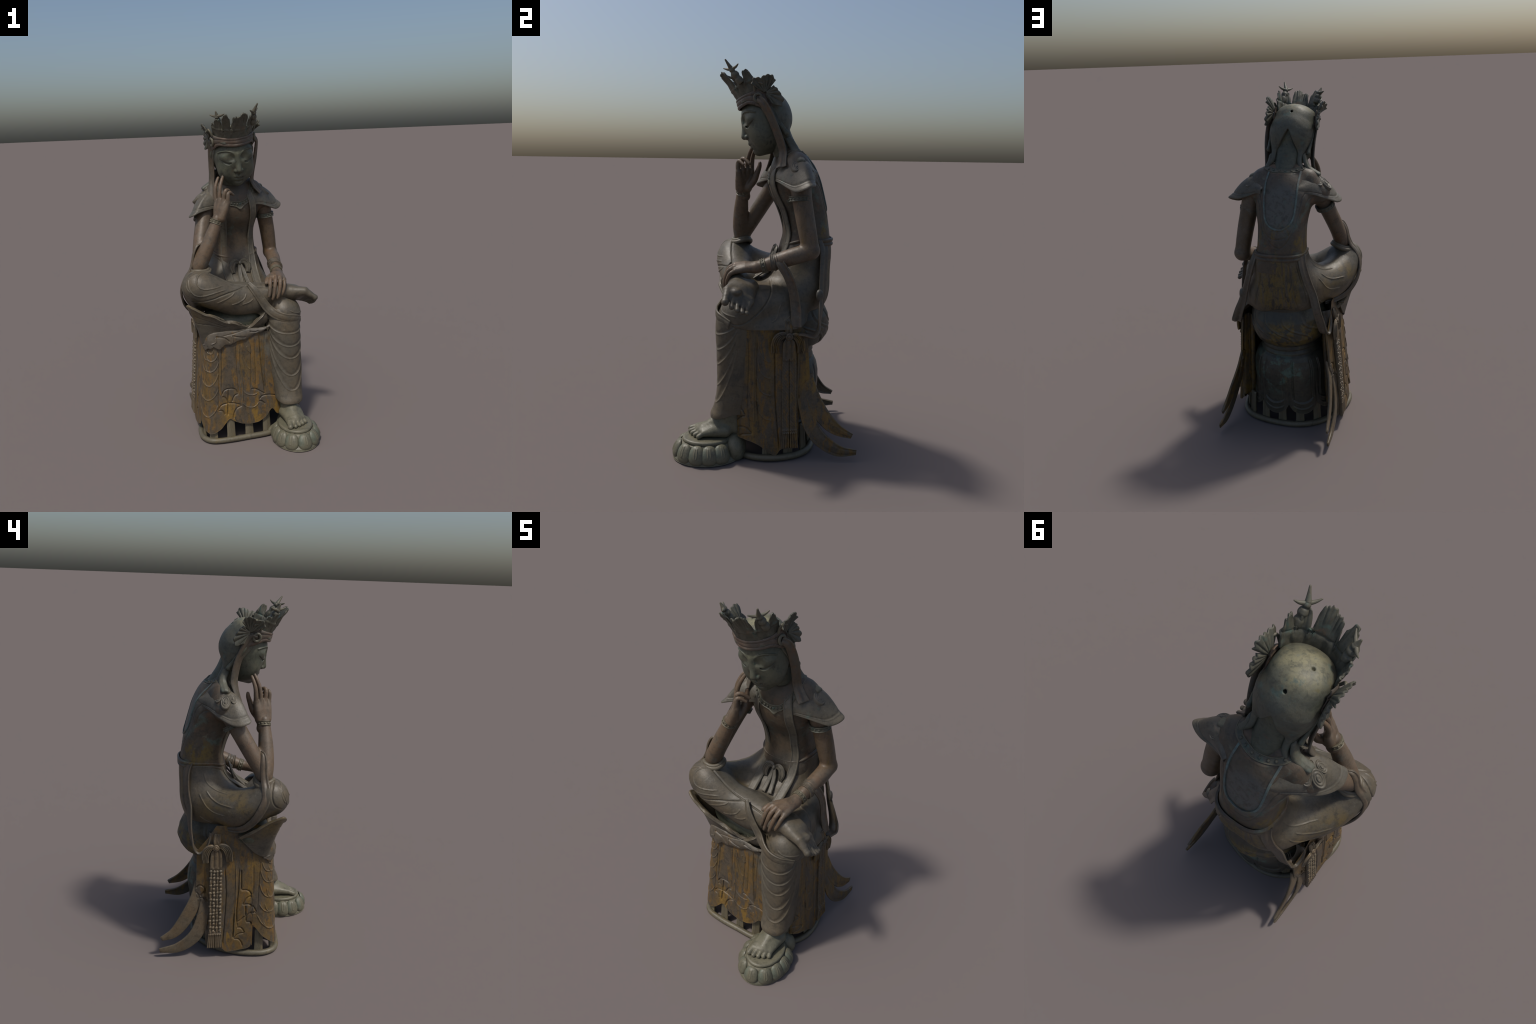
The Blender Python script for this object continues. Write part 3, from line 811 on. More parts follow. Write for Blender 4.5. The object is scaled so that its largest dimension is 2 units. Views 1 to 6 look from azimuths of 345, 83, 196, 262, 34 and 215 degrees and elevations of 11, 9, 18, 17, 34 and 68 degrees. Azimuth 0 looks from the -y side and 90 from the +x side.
def build_head():
    # local axes: x = left, y = front, z = up
    g = Vol((-0.14, -0.10, -0.16), (0.14, 0.16, 0.20), 0.0023)
    g.ball((0, -0.015, 0.05), (0.112, 0.115, 0.125), 0.03)
    g.ball((0, 0.012, -0.015), (0.104, 0.094, 0.122), 0.05)
    g.ball((0, 0.040, -0.085), (0.060, 0.056, 0.046), 0.05)           # jaw
    g.ball((0, 0.080, -0.112), (0.026, 0.022, 0.020), 0.03)           # chin
    for s in (-1, 1):
        g.ball((s * 0.055, 0.050, -0.045), (0.046, 0.040, 0.050), 0.04)  # cheek
        # hollow under the brow, then the heavy lowered lid above a curved slit
        g.ball((s * 0.058, 0.1185, 0.058), (0.054, 0.031, 0.031), 0.008, 'cut')
        g.ball((s * 0.056, 0.057, 0.047), (0.043, 0.035, 0.034), 0.010)
        g.limb([(s * 0.026, 0.097, 0.032, 0.0025), (s * 0.040, 0.0985, 0.0230, 0.0048), (s * 0.058, 0.095, 0.019, 0.0054), (s * 0.078, 0.082, 0.026, 0.0038), (s * 0.098, 0.060, 0.038, 0.0015)], 0.004, 'cut', 18)
        # crisp brow edge running into the nose
        g.limb([(s * 0.0125, 0.102, 0.048, 0.004), (s * 0.017, 0.098, 0.070, 0.0035), (s * 0.034, 0.094, 0.087, 0.0035), (s * 0.058, 0.084, 0.093, 0.0035), (s * 0.086, 0.064, 0.086, 0.003), (s * 0.106, 0.040, 0.070, 0.002)], 0.006, 'add', 20)
    # nose
    g.limb([(0, 0.093, 0.072, 0.011), (0, 0.102, 0.036, 0.0125), (0, 0.114, 0.004, 0.0150), (0, 0.1225, -0.016, 0.0168)], 0.010, 'add', 8)
    for s in (-1, 1):
        g.ball((s * 0.0165, 0.112, -0.024), (0.011, 0.013, 0.0115), 0.006)
        g.ball((s * 0.008, 0.120, -0.040), (0.005, 0.007, 0.005), 0.003, 'cut')
    # mouth
    g.ball((0, 0.090, -0.068), (0.036, 0.021, 0.030), 0.02)
    for pts, r in (([(-0.033, 0.094, -0.062), (-0.013, 0.1075, -0.059), (0, 0.108, -0.062), (0.013, 0.1075, -0.059), (0.033, 0.094, -0.062)], 0.0084),
                   ([(-0.027, 0.095, -0.078), (0, 0.103, -0.086), (0.027, 0.095, -0.078)], 0.0078)):
        g.limb([(*p, r * (0.72 if abs(p[0]) > 0.02 else 1)) for p in pts], 0.006, 'add', 18)
    g.limb([(-0.038, 0.096, -0.063, 0.0026), (-0.014, 0.113, -0.0718, 0.0032), (0, 0.1145, -0.0725, 0.0032), (0.014, 0.113, -0.0718, 0.0032), (0.038, 0.096, -0.063, 0.0026)], 0.003, 'cut', 14)
    g.ball((0, 0.108, -0.094), (0.022, 0.008, 0.005), 0.008, 'cut')
    g.ball((0, 0.112, -0.046), (0.0045, 0.008, 0.010), 0.006, 'cut')
    # long ears
    for s in (-1, 1):
        g.limb([(s * 0.112, -0.030, 0.065, 0.016), (s * 0.121, -0.040, 0.035, 0.018), (s * 0.119, -0.048, -0.01, 0.014), (s * 0.114, -0.062, -0.06, 0.013), (s * 0.114, -0.068, -0.082, 0.015)], 0.008, 'add', 16, flat=((1, 0, 0), 0.75))
        g.limb([(s * 0.132, -0.046, 0.045, 0.006), (s * 0.132, -0.05, 0.0, 0.006), (s * 0.126, -0.056, -0.03, 0.004)], 0.005, 'cut', 8)
    v, q = g.mesh(2)
    add_mesh('head', to_world(v), q, 'face_bronze')


def build_hair():
    g = Vol((-0.15, -0.20, -0.22), (0.15, 0.13, 0.21), 0.0028)
    g.ball((0, -0.022, 0.058), (0.119, 0.124, 0.124), 0.03)
    g.ball((0, -0.030, 0.000), (0.108, 0.112, 0.115), 0.05)
    g.ball((0, -0.006, 0.116), (0.115, 0.118, 0.080), 0.02)          # fills the crown from inside
    for s in (-1, 1):
        g.limb([(s * 0.060, -0.060, 0.03, 0.055), (s * 0.074, -0.066, -0.04, 0.030), (s * 0.072, -0.074, -0.095, 0.020), (s * 0.076, -0.084, -0.14, 0.015), (s * 0.092, -0.088, -0.172, 0.012)], 0.03, 'add', 16)
    g.ball((0, 0.012, 0.146), (0.104, 0.070, 0.030), 0.03)
    g.add(lambda X, Y, Z: 0.083 - 0.10 * np.clip(Z - 0.15, -1, 1) - Y + 0 * X, (-.2, 0, 0), (.2, .15, .3), 0.006, 'cut')
    # the face stays open below the crown; a pointed notch over the nape
    g.add(lambda X, Y, Z: np.maximum(0.006 - 0.30 * np.clip(0.06 - Z, 0, 1) - Y, Z - 0.135) + 0 * X, (-.2, -.25, -.3), (.2, .15, .3), 0.006, 'cut')
    g.add(lambda X, Y, Z: np.maximum(np.abs(X) - np.clip((0.018 - Z) * 0.52, 0, 0.056) - 0.003 * (Z < 0.02), np.maximum(Z - 0.022, Y + 0.02)) + 0 * X, (-.1, -.25, -.3), (.1, 0.05, .1), 0.006, 'cut')
    g.ball((0.000, -0.115, 0.123), (0.0085, 0.020, 0.0085), 0.003, 'cut')     # old casting holes
    g.ball((0.003, -0.100, 0.132), (0.005, 0.020, 0.006), 0.003, 'cut')
    g.ball((-0.030, -0.035, 0.190), (0.0065, 0.0065, 0.016), 0.003, 'cut')
    v, q = g.mesh(2)
    v = to_world(v)
    v = v + 0.0012 * vert_normals(v, q) * wnoise(v, 60, 3)[:, None]
    add_mesh('hair', v, q, 'hair_bronze')


def build_neck():
    g = Vol((-0.15, -0.03, 1.44), (0.10, 0.26, 1.83), 0.003)
    g.limb([(-0.022, 0.145, 1.46, 0.090), (-0.022, 0.126, 1.535, 0.070), (-0.026, 0.093, 1.60, 0.061), (-0.031, 0.068, 1.66, 0.063), (-0.036, 0.040, 1.72, 0.085)], 0.02, 'add', 14, flat=None)
    for sx in (-1, 1):
        g.limb([(-0.024 + sx * 0.018, 0.110, 1.56, 0.054), (-0.030 + sx * 0.020, 0.074, 1.65, 0.054)], 0.02)
    v, q = g.mesh(2)
    add_mesh('neck', v, q, 'face_bronze')


SKIN = {}


def build_torso():
    g = Vol((-0.30, -0.02, 1.0), (0.30, 0.42, 1.58), 0.0034)
    g.stack([(1.00, -0.008, 0.152, 0.080, 0.358), (1.06, -0.008, 0.145, 0.090, 0.358), (1.12, -0.013, 0.136, 0.106, 0.350), (1.18, -0.016, 0.133, 0.108, 0.342),
             (1.25, -0.017, 0.134, 0.090, 0.331), (1.32, -0.016, 0.146, 0.050, 0.314), (1.38, -0.022, 0.158, 0.032, 0.299), (1.44, -0.024, 0.150, 0.032, 0.280),
             (1.49, -0.024, 0.110, 0.042, 0.255), (1.53, -0.026, 0.080, 0.055, 0.225)], 0.02, power=2.8)
    # slope of the neck, shoulders
    g.limb([(0.040, 0.135, 1.530, 0.050), (0.10, 0.150, 1.498, 0.056)], 0.03)
    g.limb([(-0.085, 0.130, 1.530, 0.050), (-0.145, 0.135, 1.498, 0.056)], 0.03)
    g.limb([(-0.02, 0.16, 1.455, 0.085), (0.10, 0.16, 1.455, 0.075), (0.165, 0.155, 1.42, 0.062)], 0.04, 'add', 8)
    g.limb([(-0.02, 0.16, 1.455, 0.085), (-0.13, 0.14, 1.45, 0.075), (-0.205, 0.115, 1.415, 0.062)], 0.04, 'add', 8)
    v, q = g.mesh(2)
    v = engrave(v, q, LINES['torso'])
    SKIN['torso'] = (v, q)
    add_mesh('torso', v, q, 'torso_bronze')


def build_arms():
    # its right arm: elbow on the raised knee
    g = Vol((-0.38, -0.19, 1.02), (-0.11, 0.22, 1.47), 0.003)
    g.limb([(-0.192, 0.112, 1.428, 0.055), (-0.229, 0.054, 1.330, 0.047), (-0.265, -0.017, 1.210, 0.045), (-0.292, -0.085, 1.094, 0.042)], 0.02, 'add', 10)
    g.limb([(-0.297, -0.094, 1.078, 0.041), (-0.272, -0.102, 1.13, 0.044), (-0.228, -0.104, 1.225, 0.041), (-0.186, -0.100, 1.320, 0.033), (-0.172, -0.097, 1.355, 0.031)], 0.02, 'add', 12)
    v, q = g.mesh(2)
    add_mesh('arm', v, q, 'skin_bronze')
    # its left arm: down to the ankle
    g = Vol((0.10, -0.08, 0.93), (0.33, 0.32, 1.49), 0.003)
    g.limb([(0.168, 0.160, 1.42, 0.055), (0.190, 0.170, 1.32, 0.050), (0.213, 0.189, 1.20, 0.047), (0.231, 0.211, 1.075, 0.043)], 0.02, 'add', 10)
    g.limb([(0.232, 0.212, 1.068, 0.043), (0.228, 0.135, 1.045, 0.043), (0.212, 0.050, 1.015, 0.040), (0.200, -0.015, 0.992, 0.032), (0.195, -0.045, 0.985, 0.030)], 0.015, 'add', 12)
    v, q = g.mesh(2)
    add_mesh('arm', v, q, 'skin_bronze')


def finger(g, pts, r0, r1, k=0.005, n=12):
    m = len(pts)
    g.limb([(*p, r0 + (r1 - r0) * i / (m - 1)) for i, p in enumerate(pts)], k, 'add', n)


def build_hands():
    # raised right hand, back of it turned to the front and outwards
    g = Vol((-0.225, -0.185, 1.28), (-0.035, 0.03, 1.64), 0.0019)
    # palm: four metacarpals blended into a flat slab
    g.limb([(-0.184, -0.088, 1.315, 0.032), (-0.174, -0.092, 1.345, 0.029)], 0.012)
    for a, b, r in (((-0.168, -0.072, 1.36), (-0.163, -0.052, 1.452), 0.0185), ((-0.163, -0.090, 1.36), (-0.148, -0.078, 1.462), 0.0185),
                    ((-0.157, -0.105, 1.36), (-0.130, -0.104, 1.460), 0.0185), ((-0.152, -0.117, 1.36), (-0.112, -0.127, 1.448), 0.0180)):
        g.limb([(*a, 0.024), (*(0.5 * (V(*a) + V(*b))), 0.021), (*b, r * 0.8)], 0.014)
    finger(g, [(-0.163, -0.052, 1.452), (-0.168, -0.050, 1.49), (-0.164, -0.046, 1.53), (-0.152, -0.036, 1.565), (-0.141, -0.028, 1.586)], 0.0140, 0.0085)
    finger(g, [(-0.148, -0.078, 1.460), (-0.148, -0.076, 1.50), (-0.140, -0.068, 1.54), (-0.126, -0.054, 1.575), (-0.114, -0.042, 1.598)], 0.0140, 0.0085)
    finger(g, [(-0.130, -0.103, 1.458), (-0.127, -0.108, 1.49), (-0.119, -0.108, 1.513), (-0.104, -0.098, 1.517), (-0.090, -0.084, 1.505), (-0.078, -0.072, 1.492)], 0.0140, 0.0090)
    finger(g, [(-0.112, -0.127, 1.446), (-0.111, -0.131, 1.475), (-0.109, -0.130, 1.498), (-0.098, -0.123, 1.506), (-0.084, -0.112, 1.497), (-0.072, -0.103, 1.488)], 0.0130, 0.0070)
    finger(g, [(-0.150, -0.072, 1.365), (-0.135, -0.042, 1.400), (-0.131, -0.026, 1.440), (-0.132, -0.013, 1.475), (-0.133, -0.010, 1.495)], 0.022, 0.0090, 0.010)
    v, q = g.mesh(1)
    add_mesh('hand', v, q, 'skin_bronze')
    # left hand lying over the ankle
    g = Vol((0.05, -0.25, 0.82), (0.27, 0.02, 1.06), 0.0019)
    g.limb([(0.200, -0.012, 0.992, 0.033), (0.194, -0.050, 0.985, 0.030)], 0.012)
    for a, b in (((0.182, -0.06, 0.984), (0.126, -0.150, 0.985)), ((0.190, -0.06, 0.984), (0.152, -0.157, 0.987)),
                 ((0.198, -0.06, 0.982), (0.178, -0.160, 0.980)), ((0.206, -0.06, 0.978), (0.202, -0.158, 0.966))):
        g.limb([(*a, 0.022), (*(0.5 * (V(*a) + V(*b)) + V(0, 0, 0.004)), 0.019), (*b, 0.0155)], 0.013)
    finger(g, [(0.126, -0.150, 0.985), (0.112, -0.178, 0.968), (0.104, -0.196, 0.930), (0.097, -0.205, 0.897), (0.093, -0.205, 0.884)], 0.0145, 0.0080)
    finger(g, [(0.152, -0.157, 0.987), (0.140, -0.188, 0.968), (0.130, -0.205, 0.925), (0.119, -0.210, 0.882), (0.114, -0.208, 0.866)], 0.0145, 0.0080)
    finger(g, [(0.178, -0.160, 0.980), (0.170, -0.190, 0.962), (0.160, -0.206, 0.922), (0.149, -0.210, 0.884), (0.144, -0.208, 0.870)], 0.0145, 0.0080)
    finger(g, [(0.202, -0.158, 0.966), (0.198, -0.185, 0.950), (0.190, -0.198, 0.920), (0.180, -0.202, 0.896), (0.175, -0.199, 0.884)], 0.0130, 0.0072)
    finger(g, [(0.170, -0.070, 0.978), (0.130, -0.110, 0.978), (0.105, -0.145, 0.975), (0.090, -0.168, 0.965), (0.085, -0.178, 0.958)], 0.020, 0.0095, 0.008)
    v, q = g.mesh(1)
    add_mesh('hand', v, q, 'skin_bronze')


def build_feet():
    # left foot standing on the lotus
    g = Vol((0.10, -0.42, 0.09), (0.33, -0.06, 0.32), 0.0021)
    g.limb([(0.205, -0.165, 0.30, 0.055), (0.205, -0.165, 0.22, 0.055), (0.205, -0.150, 0.165, 0.055)], 0.03)
    g.limb([(0.205, -0.190, 0.205, 0.050), (0.205, -0.260, 0.170, 0.040), (0.206, -0.315, 0.148, 0.030)], 0.03)
    for i, (a, b) in enumerate((((0.165, -0.28), (0.153, -0.382)), ((0.187, -0.285), (0.183, -0.385)), ((0.208, -0.285), (0.209, -0.376)), ((0.227, -0.28), (0.234, -0.362)), ((0.245, -0.27), (0.258, -0.345)))):
        r = 0.0165 if i == 0 else 0.0125
        g.limb([(a[0], a[1] + 0.06, 0.150, 0.032), (*a, 0.148, 0.026), (0.5 * (a[0] + b[0]), 0.5 * (a[1] + b[1]) - 0.012, 0.141, r + 0.002)], 0.02)
        g.limb([(0.5 * (a[0] + b[0]), 0.5 * (a[1] + b[1]), 0.140, r + 0.001), (0.25 * a[0] + 0.75 * b[0], 0.25 * a[1] + 0.75 * b[1], 0.138, r - 0.001), (*b, 0.128, r)], 0.004)
    g.add(lambda X, Y, Z: (Z - 0.116) + 0 * X + 0 * Y, (0, -.5, 0), (.4, 0, .13), 0.006, 'cut')
    v, q = g.mesh(1)
    v = v - V(0.008, 0, 0.006)
    add_mesh('foot', v, q, 'lotus_bronze')
    # right foot, sole turned up and outwards
    g = Vol((0.12, -0.27, 0.75), (0.43, -0.02, 0.98), 0.0021)
    g.limb([(0.14, -0.165, 0.905, 0.048), (0.20, -0.150, 0.895, 0.046), (0.27, -0.145, 0.878, 0.044)], 0.02)
    g.limb([(0.19, -0.085, 0.875, 0.046), (0.26, -0.110, 0.868, 0.044)], 0.03)
    w0, w1 = V(0.0, -0.052, 0.026), V(0.0, 0.052, -0.030)
    for i, s in enumerate(np.linspace(0, 1, 5)):
        base = V(0.318, -0.150, 0.865) + (1 - s) * w0 + s * w1 + V(-0.012 * s, 0, 0)
        tip = V((0.384, 0.392, 0.395, 0.393, 0.388)[i], (-0.222, -0.192, -0.166, -0.142, -0.120)[i], (0.846, 0.822, 0.808, 0.797, 0.790)[i])
        r = 0.0185 if i == 0 else 0.0125
        mid = 0.55 * base + 0.45 * tip
        g.limb([(*(V(0.25, -0.14, 0.875) + 0.6 * ((1 - s) * w0 + s * w1)), 0.034), (*base, 0.026), (*mid, r + 0.001)], 0.018)
        g.limb([(*mid, r), (*(0.25 * base + 0.75 * tip), r - 0.002), (*(tip + V(-0.008, 0.004, 0.004)), r)], 0.004)
    g.ball((0.330, -0.165, 0.888), (0.026, 0.028, 0.020), 0.012)
    v, q = g.mesh(1)
    add_mesh('foot', v, q, 'robe_bronze')


def build_robe():
    g = Vol((-0.46, -0.30, 0.64), (0.36, 0.40, 1.14), 0.0029)
    g.stack([(0.755, -0.010, 0.195, -0.06, 0.308), (0.79, -0.010, 0.198, -0.06, 0.329), (0.85, -0.012, 0.195, -0.04, 0.346), (0.92, -0.016, 0.182, 0.0, 0.355),
             (0.955, -0.016, 0.173, 0.020, 0.356), (1.00, -0.014, 0.163, 0.072, 0.358), (1.06, -0.012, 0.152, 0.100, 0.358), (1.095, -0.011, 0.147, 0.108, 0.355)], 0.03, power=2.7)
    # raised right thigh, knee and crossed shin
    g.limb([(-0.112, 0.195, 0.900, 0.138), (-0.182, 0.115, 0.880, 0.116), (-0.250, 0.03, 0.882, 0.110), (-0.300, -0.06, 0.925, 0.096), (-0.315, -0.125, 0.972, 0.088)], 0.05, 'add', 44)
    g.limb([(-0.315, -0.128, 0.972, 0.088), (-0.27, -0.138, 0.947, 0.098), (-0.16, -0.128, 0.892, 0.094), (-0.06, -0.118, 0.877, 0.090), (0.05, -0.122, 0.876, 0.076), (0.13, -0.138, 0.893, 0.058), (0.17, -0.148, 0.90, 0.050)], 0.03, 'add', 40)
    # left thigh and knee
    g.limb([(0.07, 0.190, 0.84, 0.135), (0.135, 0.09, 0.805, 0.108), (0.180, -0.03, 0.785, 0.100), (0.203, -0.132, 0.752, 0.104)], 0.05, 'add', 30)
    # the hem of the robe flares out over the seat on the left
    g.stack([(0.685, 0.12, 0.182, -0.20, 0.245), (0.71, 0.12, 0.174, -0.20, 0.250), (0.75, 0.12, 0.144, -0.18, 0.245), (0.80, 0.12, 0.104, -0.14, 0.23), (0.83, 0.12, 0.06, -0.10, 0.16)], 0.03, power=2.6)
    g.ball((-0.03, -0.02, 0.82), (0.17, 0.16, 0.09), 0.06)
    # seat line: everything under it belongs to the skirt
    def seat_line(X, Y):
        knee = 0.735 - 0.045 * sstep(0.20, 0.27, X) - 0.01 * sstep(-0.16, -0.06, Y) + 0.03 * sstep(0.13, 0.22, Y)
        return knee + (0.778 - knee) * sstep(0.10, 0.0, X)
    g.add(lambda X, Y, Z: Z - seat_line(X, Y), (-.5, -.4, .6), (.5, .5, .80), 0.006, 'cut')
    v, q = g.mesh(2)
    v = engrave(v, q, LINES['robe'])
    add_mesh('robe', v, q, 'robe_bronze')


build_head()
build_hair()
build_neck()
build_torso()
build_arms()
build_hands()
build_feet()
build_robe()


# ------------------------------------------------------------------ skirt wall round the stool
# plan of the hanging skirt, from its left back edge round the front to its right back edge:
# (x, y) at z = 0.08 and (x, y) at z = 0.64, with the height of the hem
WALL = [
    (0.288, 0.245, 0.264, 0.200), (0.304, 0.107, 0.278, 0.104), (0.305, 0.040, 0.277, 0.030), (0.306, -0.040, 0.282, -0.045),
    (0.290, -0.125, 0.276, -0.13), (0.200, -0.168, 0.200, -0.18), (0.105, -0.204, 0.100, -0.182), (-0.04, -0.210, -0.04, -0.172),
    (-0.187, -0.207, -0.175, -0.166), (-0.298, -0.192, -0.256, -0.155), (-0.348, -0.120, -0.288, -0.108), (-0.343, 0.020, -0.290, 0.030),
    (-0.340, 0.160, -0.292, 0.158), (-0.313, 0.270, -0.274, 0.264)]
_W = np.array(WALL)


def wall_point(s, z):
    """s runs 0..13 over the plan points, z in metres."""
    c = curve(_W[:, :4], 14 * 40 + 1)
    si = np.linspace(0, 13, len(c))
    b = [np.interp(s, si, c[:, j]) for j in range(4)]
    t = (z - 0.08) / 0.56
    return np.stack([b[0] + (b[2] - b[0]) * t, b[1] + (b[3] - b[1]) * t, z + 0 * b[0]], -1)


def hem(s):
    k = [(0, .34), (.30, .33), (.50, .31), (.60, .09), (.9, .07), (1.5, .065), (1.72, .055), (1.95, .028), (2.2, .036), (2.6, .062), (3.0, .088), (3.5, .112), (4.0, .125), (4.6, .12), (5.3, .12), (5.9, .13), (6.10, .175), (6.22, .165), (6.42, .125),
         (6.75, .100), (7.1, .096), (7.45, .106), (7.75, .127), (7.96, .150), (8.1, .132), (8.4, .088), (8.75, .065), (9.05, .060), (9.4, .076), (9.8, .104), (10.1, .13), (10.4, .185), (10.49, .20), (10.52, .075), (10.7, .055), (11.2, .040), (11.55, .036),
         (11.7, .06), (12.2, .062), (12.46, .08), (12.56, .27), (12.8, .30), (13, .33)]
    k = np.array(k)
    return np.interp(s, k[:, 0], k[:, 1])


def wall_top(s):
    return np.interp(s, [0, 0.6, 4.5, 5.6, 6, 9.3, 9.8, 10.2, 12.0, 12.4, 13], [0.66, 0.735, 0.735, 0.74, 0.665, 0.665, 0.70, 0.79, 0.79, 0.72, 0.64])


def build_skirt():
    ns, nz = 620, 225
    c = curve(_W[:, :2], 14 * 60 + 1)
    si = np.linspace(0, 13, len(c))
    L = np.r_[0, np.cumsum(np.linalg.norm(np.diff(c, axis=0), axis=1))]
    s = np.interp(np.linspace(0, L[-1], ns), L, si)
    v01 = np.linspace(0, 1, nz)

    def surface(s, v01):
        z0 = hem(s)
        # round off the corners of the hem, but keep the cut edges
        zs = np.convolve(np.pad(z0, 4, mode='edge'), np.ones(9) / 9, 'valid')
        z0 = np.where(np.abs(zs - z0) < 0.02, zs, z0)
        Z = z0[:, None] + (wall_top(s) - z0)[:, None] * v01[None, :]
        P = wall_point(np.broadcast_to(s[:, None], Z.shape), Z)
        N = grid_normals(P)
        if N[len(s) // 2, len(v01) // 2] @ V(0, -1, 0) < 0:
            P = P[::-1]
            N = -N[::-1]
        return P, N
    P, N = surface(s, v01)
    P = P + N * (0.003 * wnoise(P, 14, 5))[..., None]
    v, q = P.reshape(-1, 3), grid_quads(ns, nz)
    v = engrave(v, q, LINES['skirt'])
    F = v.reshape(ns, nz, 3)
    # turn the hem and both edges inwards, then line the back with a coarser skin
    ring1 = F - N * 0.0035
    G = np.zeros((ns + 2, nz + 1, 3))
    G[1:-1, 1:] = F
    G[1:-1, 0] = F[:, 0] - N[:, 0] * 0.011
    G[0, 1:], G[-1, 1:] = F[0] - N[0] * 0.011, F[-1] - N[-1] * 0.011
    G[0, 0], G[-1, 0] = G[0, 1], G[-1, 1]
    B = (P - N * 0.0112)[::4, ::5][::-1]
    v, q = merge([(G.reshape(-1, 3), grid_quads(ns + 2, nz + 1)), (B.reshape(-1, 3), grid_quads(B.shape[0], B.shape[1]))])
    add_mesh('skirt', v, q, 'skirt_bronze', sharp=50)


def build_shin_skirt():
    """The robe over the standing left shin, with its hanging U folds."""
    na, nz = 240, 230
    zz = np.r_[np.linspace(0.80, 0.214, nz - 24), np.linspace(0.212, 0.30, 24)]
    inner = np.r_[np.zeros(nz - 24), np.full(24, 1.0)]
    t = np.linspace(0, 2 * math.pi, na, endpoint=False)
    rows = np.array([(0.20, 0.205, 0.083, -0.283, -0.08), (0.225, 0.205, 0.084, -0.282, -0.08), (0.26, 0.206, 0.084, -0.268, -0.08), (0.30, 0.207, 0.085, -0.257, -0.08), (0.40, 0.208, 0.087, -0.249, -0.07),
                     (0.50, 0.207, 0.089, -0.250, -0.06), (0.60, 0.206, 0.091, -0.254, -0.05), (0.68, 0.204, 0.092, -0.258, -0.05), (0.74, 0.203, 0.090, -0.250, -0.05), (0.80, 0.202, 0.075, -0.215, -0.07)])
    cx, rx, yf, yb = (spline(zz, rows[:, 0], rows[:, j]) for j in (1, 2, 3, 4))
    front = np.clip(-np.cos(t), 0, 1)            # t = 0 is the back, pi the front
    P = np.zeros((na, nz, 3))
    co, sn = np.cos(t)[:, None], np.sin(t)[:, None]
    pw = 2.4
    rr = (np.abs(co) ** pw + np.abs(sn) ** pw) ** (-1 / pw)
    cy, ry = (yf + yb) / 2, (yb - yf) / 2
    shrink = 1 - 0.09 * inner
    P[..., 0] = cx - 0.003 + rx * rr * sn * shrink * np.where(sn < 0, 1.03 + 0.22 * sstep(0.24, 0.42, zz), 0.94)
    P[..., 1] = cy + ry * rr * co * shrink
    lift = 0.030 * (1 - front[:, None]) ** 1.5    # hem rises towards the sides
    P[..., 2] = zz + lift * sstep(0.32, 0.21, zz)
    rel = np.zeros((na, nz))
    phi = np.arctan2(P[..., 0] - 0.207, -(P[..., 1] + 0.155))
    for z0 in (0.652, 0.570, 0.493, 0.383, 0.291):
        a = (0.74 - z0)
        zc = z0 + a * 0.62 * (np.abs(phi) / 1.35) ** 2.1 * np.where(phi > 0, 0.75, 1.0)
        d = (P[..., 2] - zc) / np.sqrt(1 + (a * 1.1 * np.abs(phi) / 0.09) ** 2)
        fade = sstep(1.75, 1.3, np.abs(phi))
        rel += fade * (0.0034 * bump(d, 0.0024) - 0.0030 * bump(d - 0.008, 0.008) + 0.0018 * sstep(0, -0.04, d) * sstep(-0.10, -0.04, d))
    P += (rel * (1 - inner))[..., None] * unit(np.stack([P[..., 0] - 0.206, P[..., 1] + 0.155, 0 * P[..., 0]], -1))
    v = P.reshape(-1, 3)
    q = grid_quads(na, nz, True)
    add_mesh('shin_drape', v, q, 'robe_bronze')


# ------------------------------------------------------------------ stool, base ring, struts
RING = [(0.298, 0.06), (0.273, 0.155), (0.216, 0.222), (0.122, 0.260), (0.02, 0.276), (-0.092, 0.270), (-0.186, 0.228), (-0.258, 0.155), (-0.309, 0.06), (-0.335, -0.04), (-0.334, -0.130),
        (-0.290, -0.194), (-0.19, -0.212), (-0.07, -0.212), (0.05, -0.209), (0.16, -0.180), (0.25, -0.11), (0.292, -0.03)]


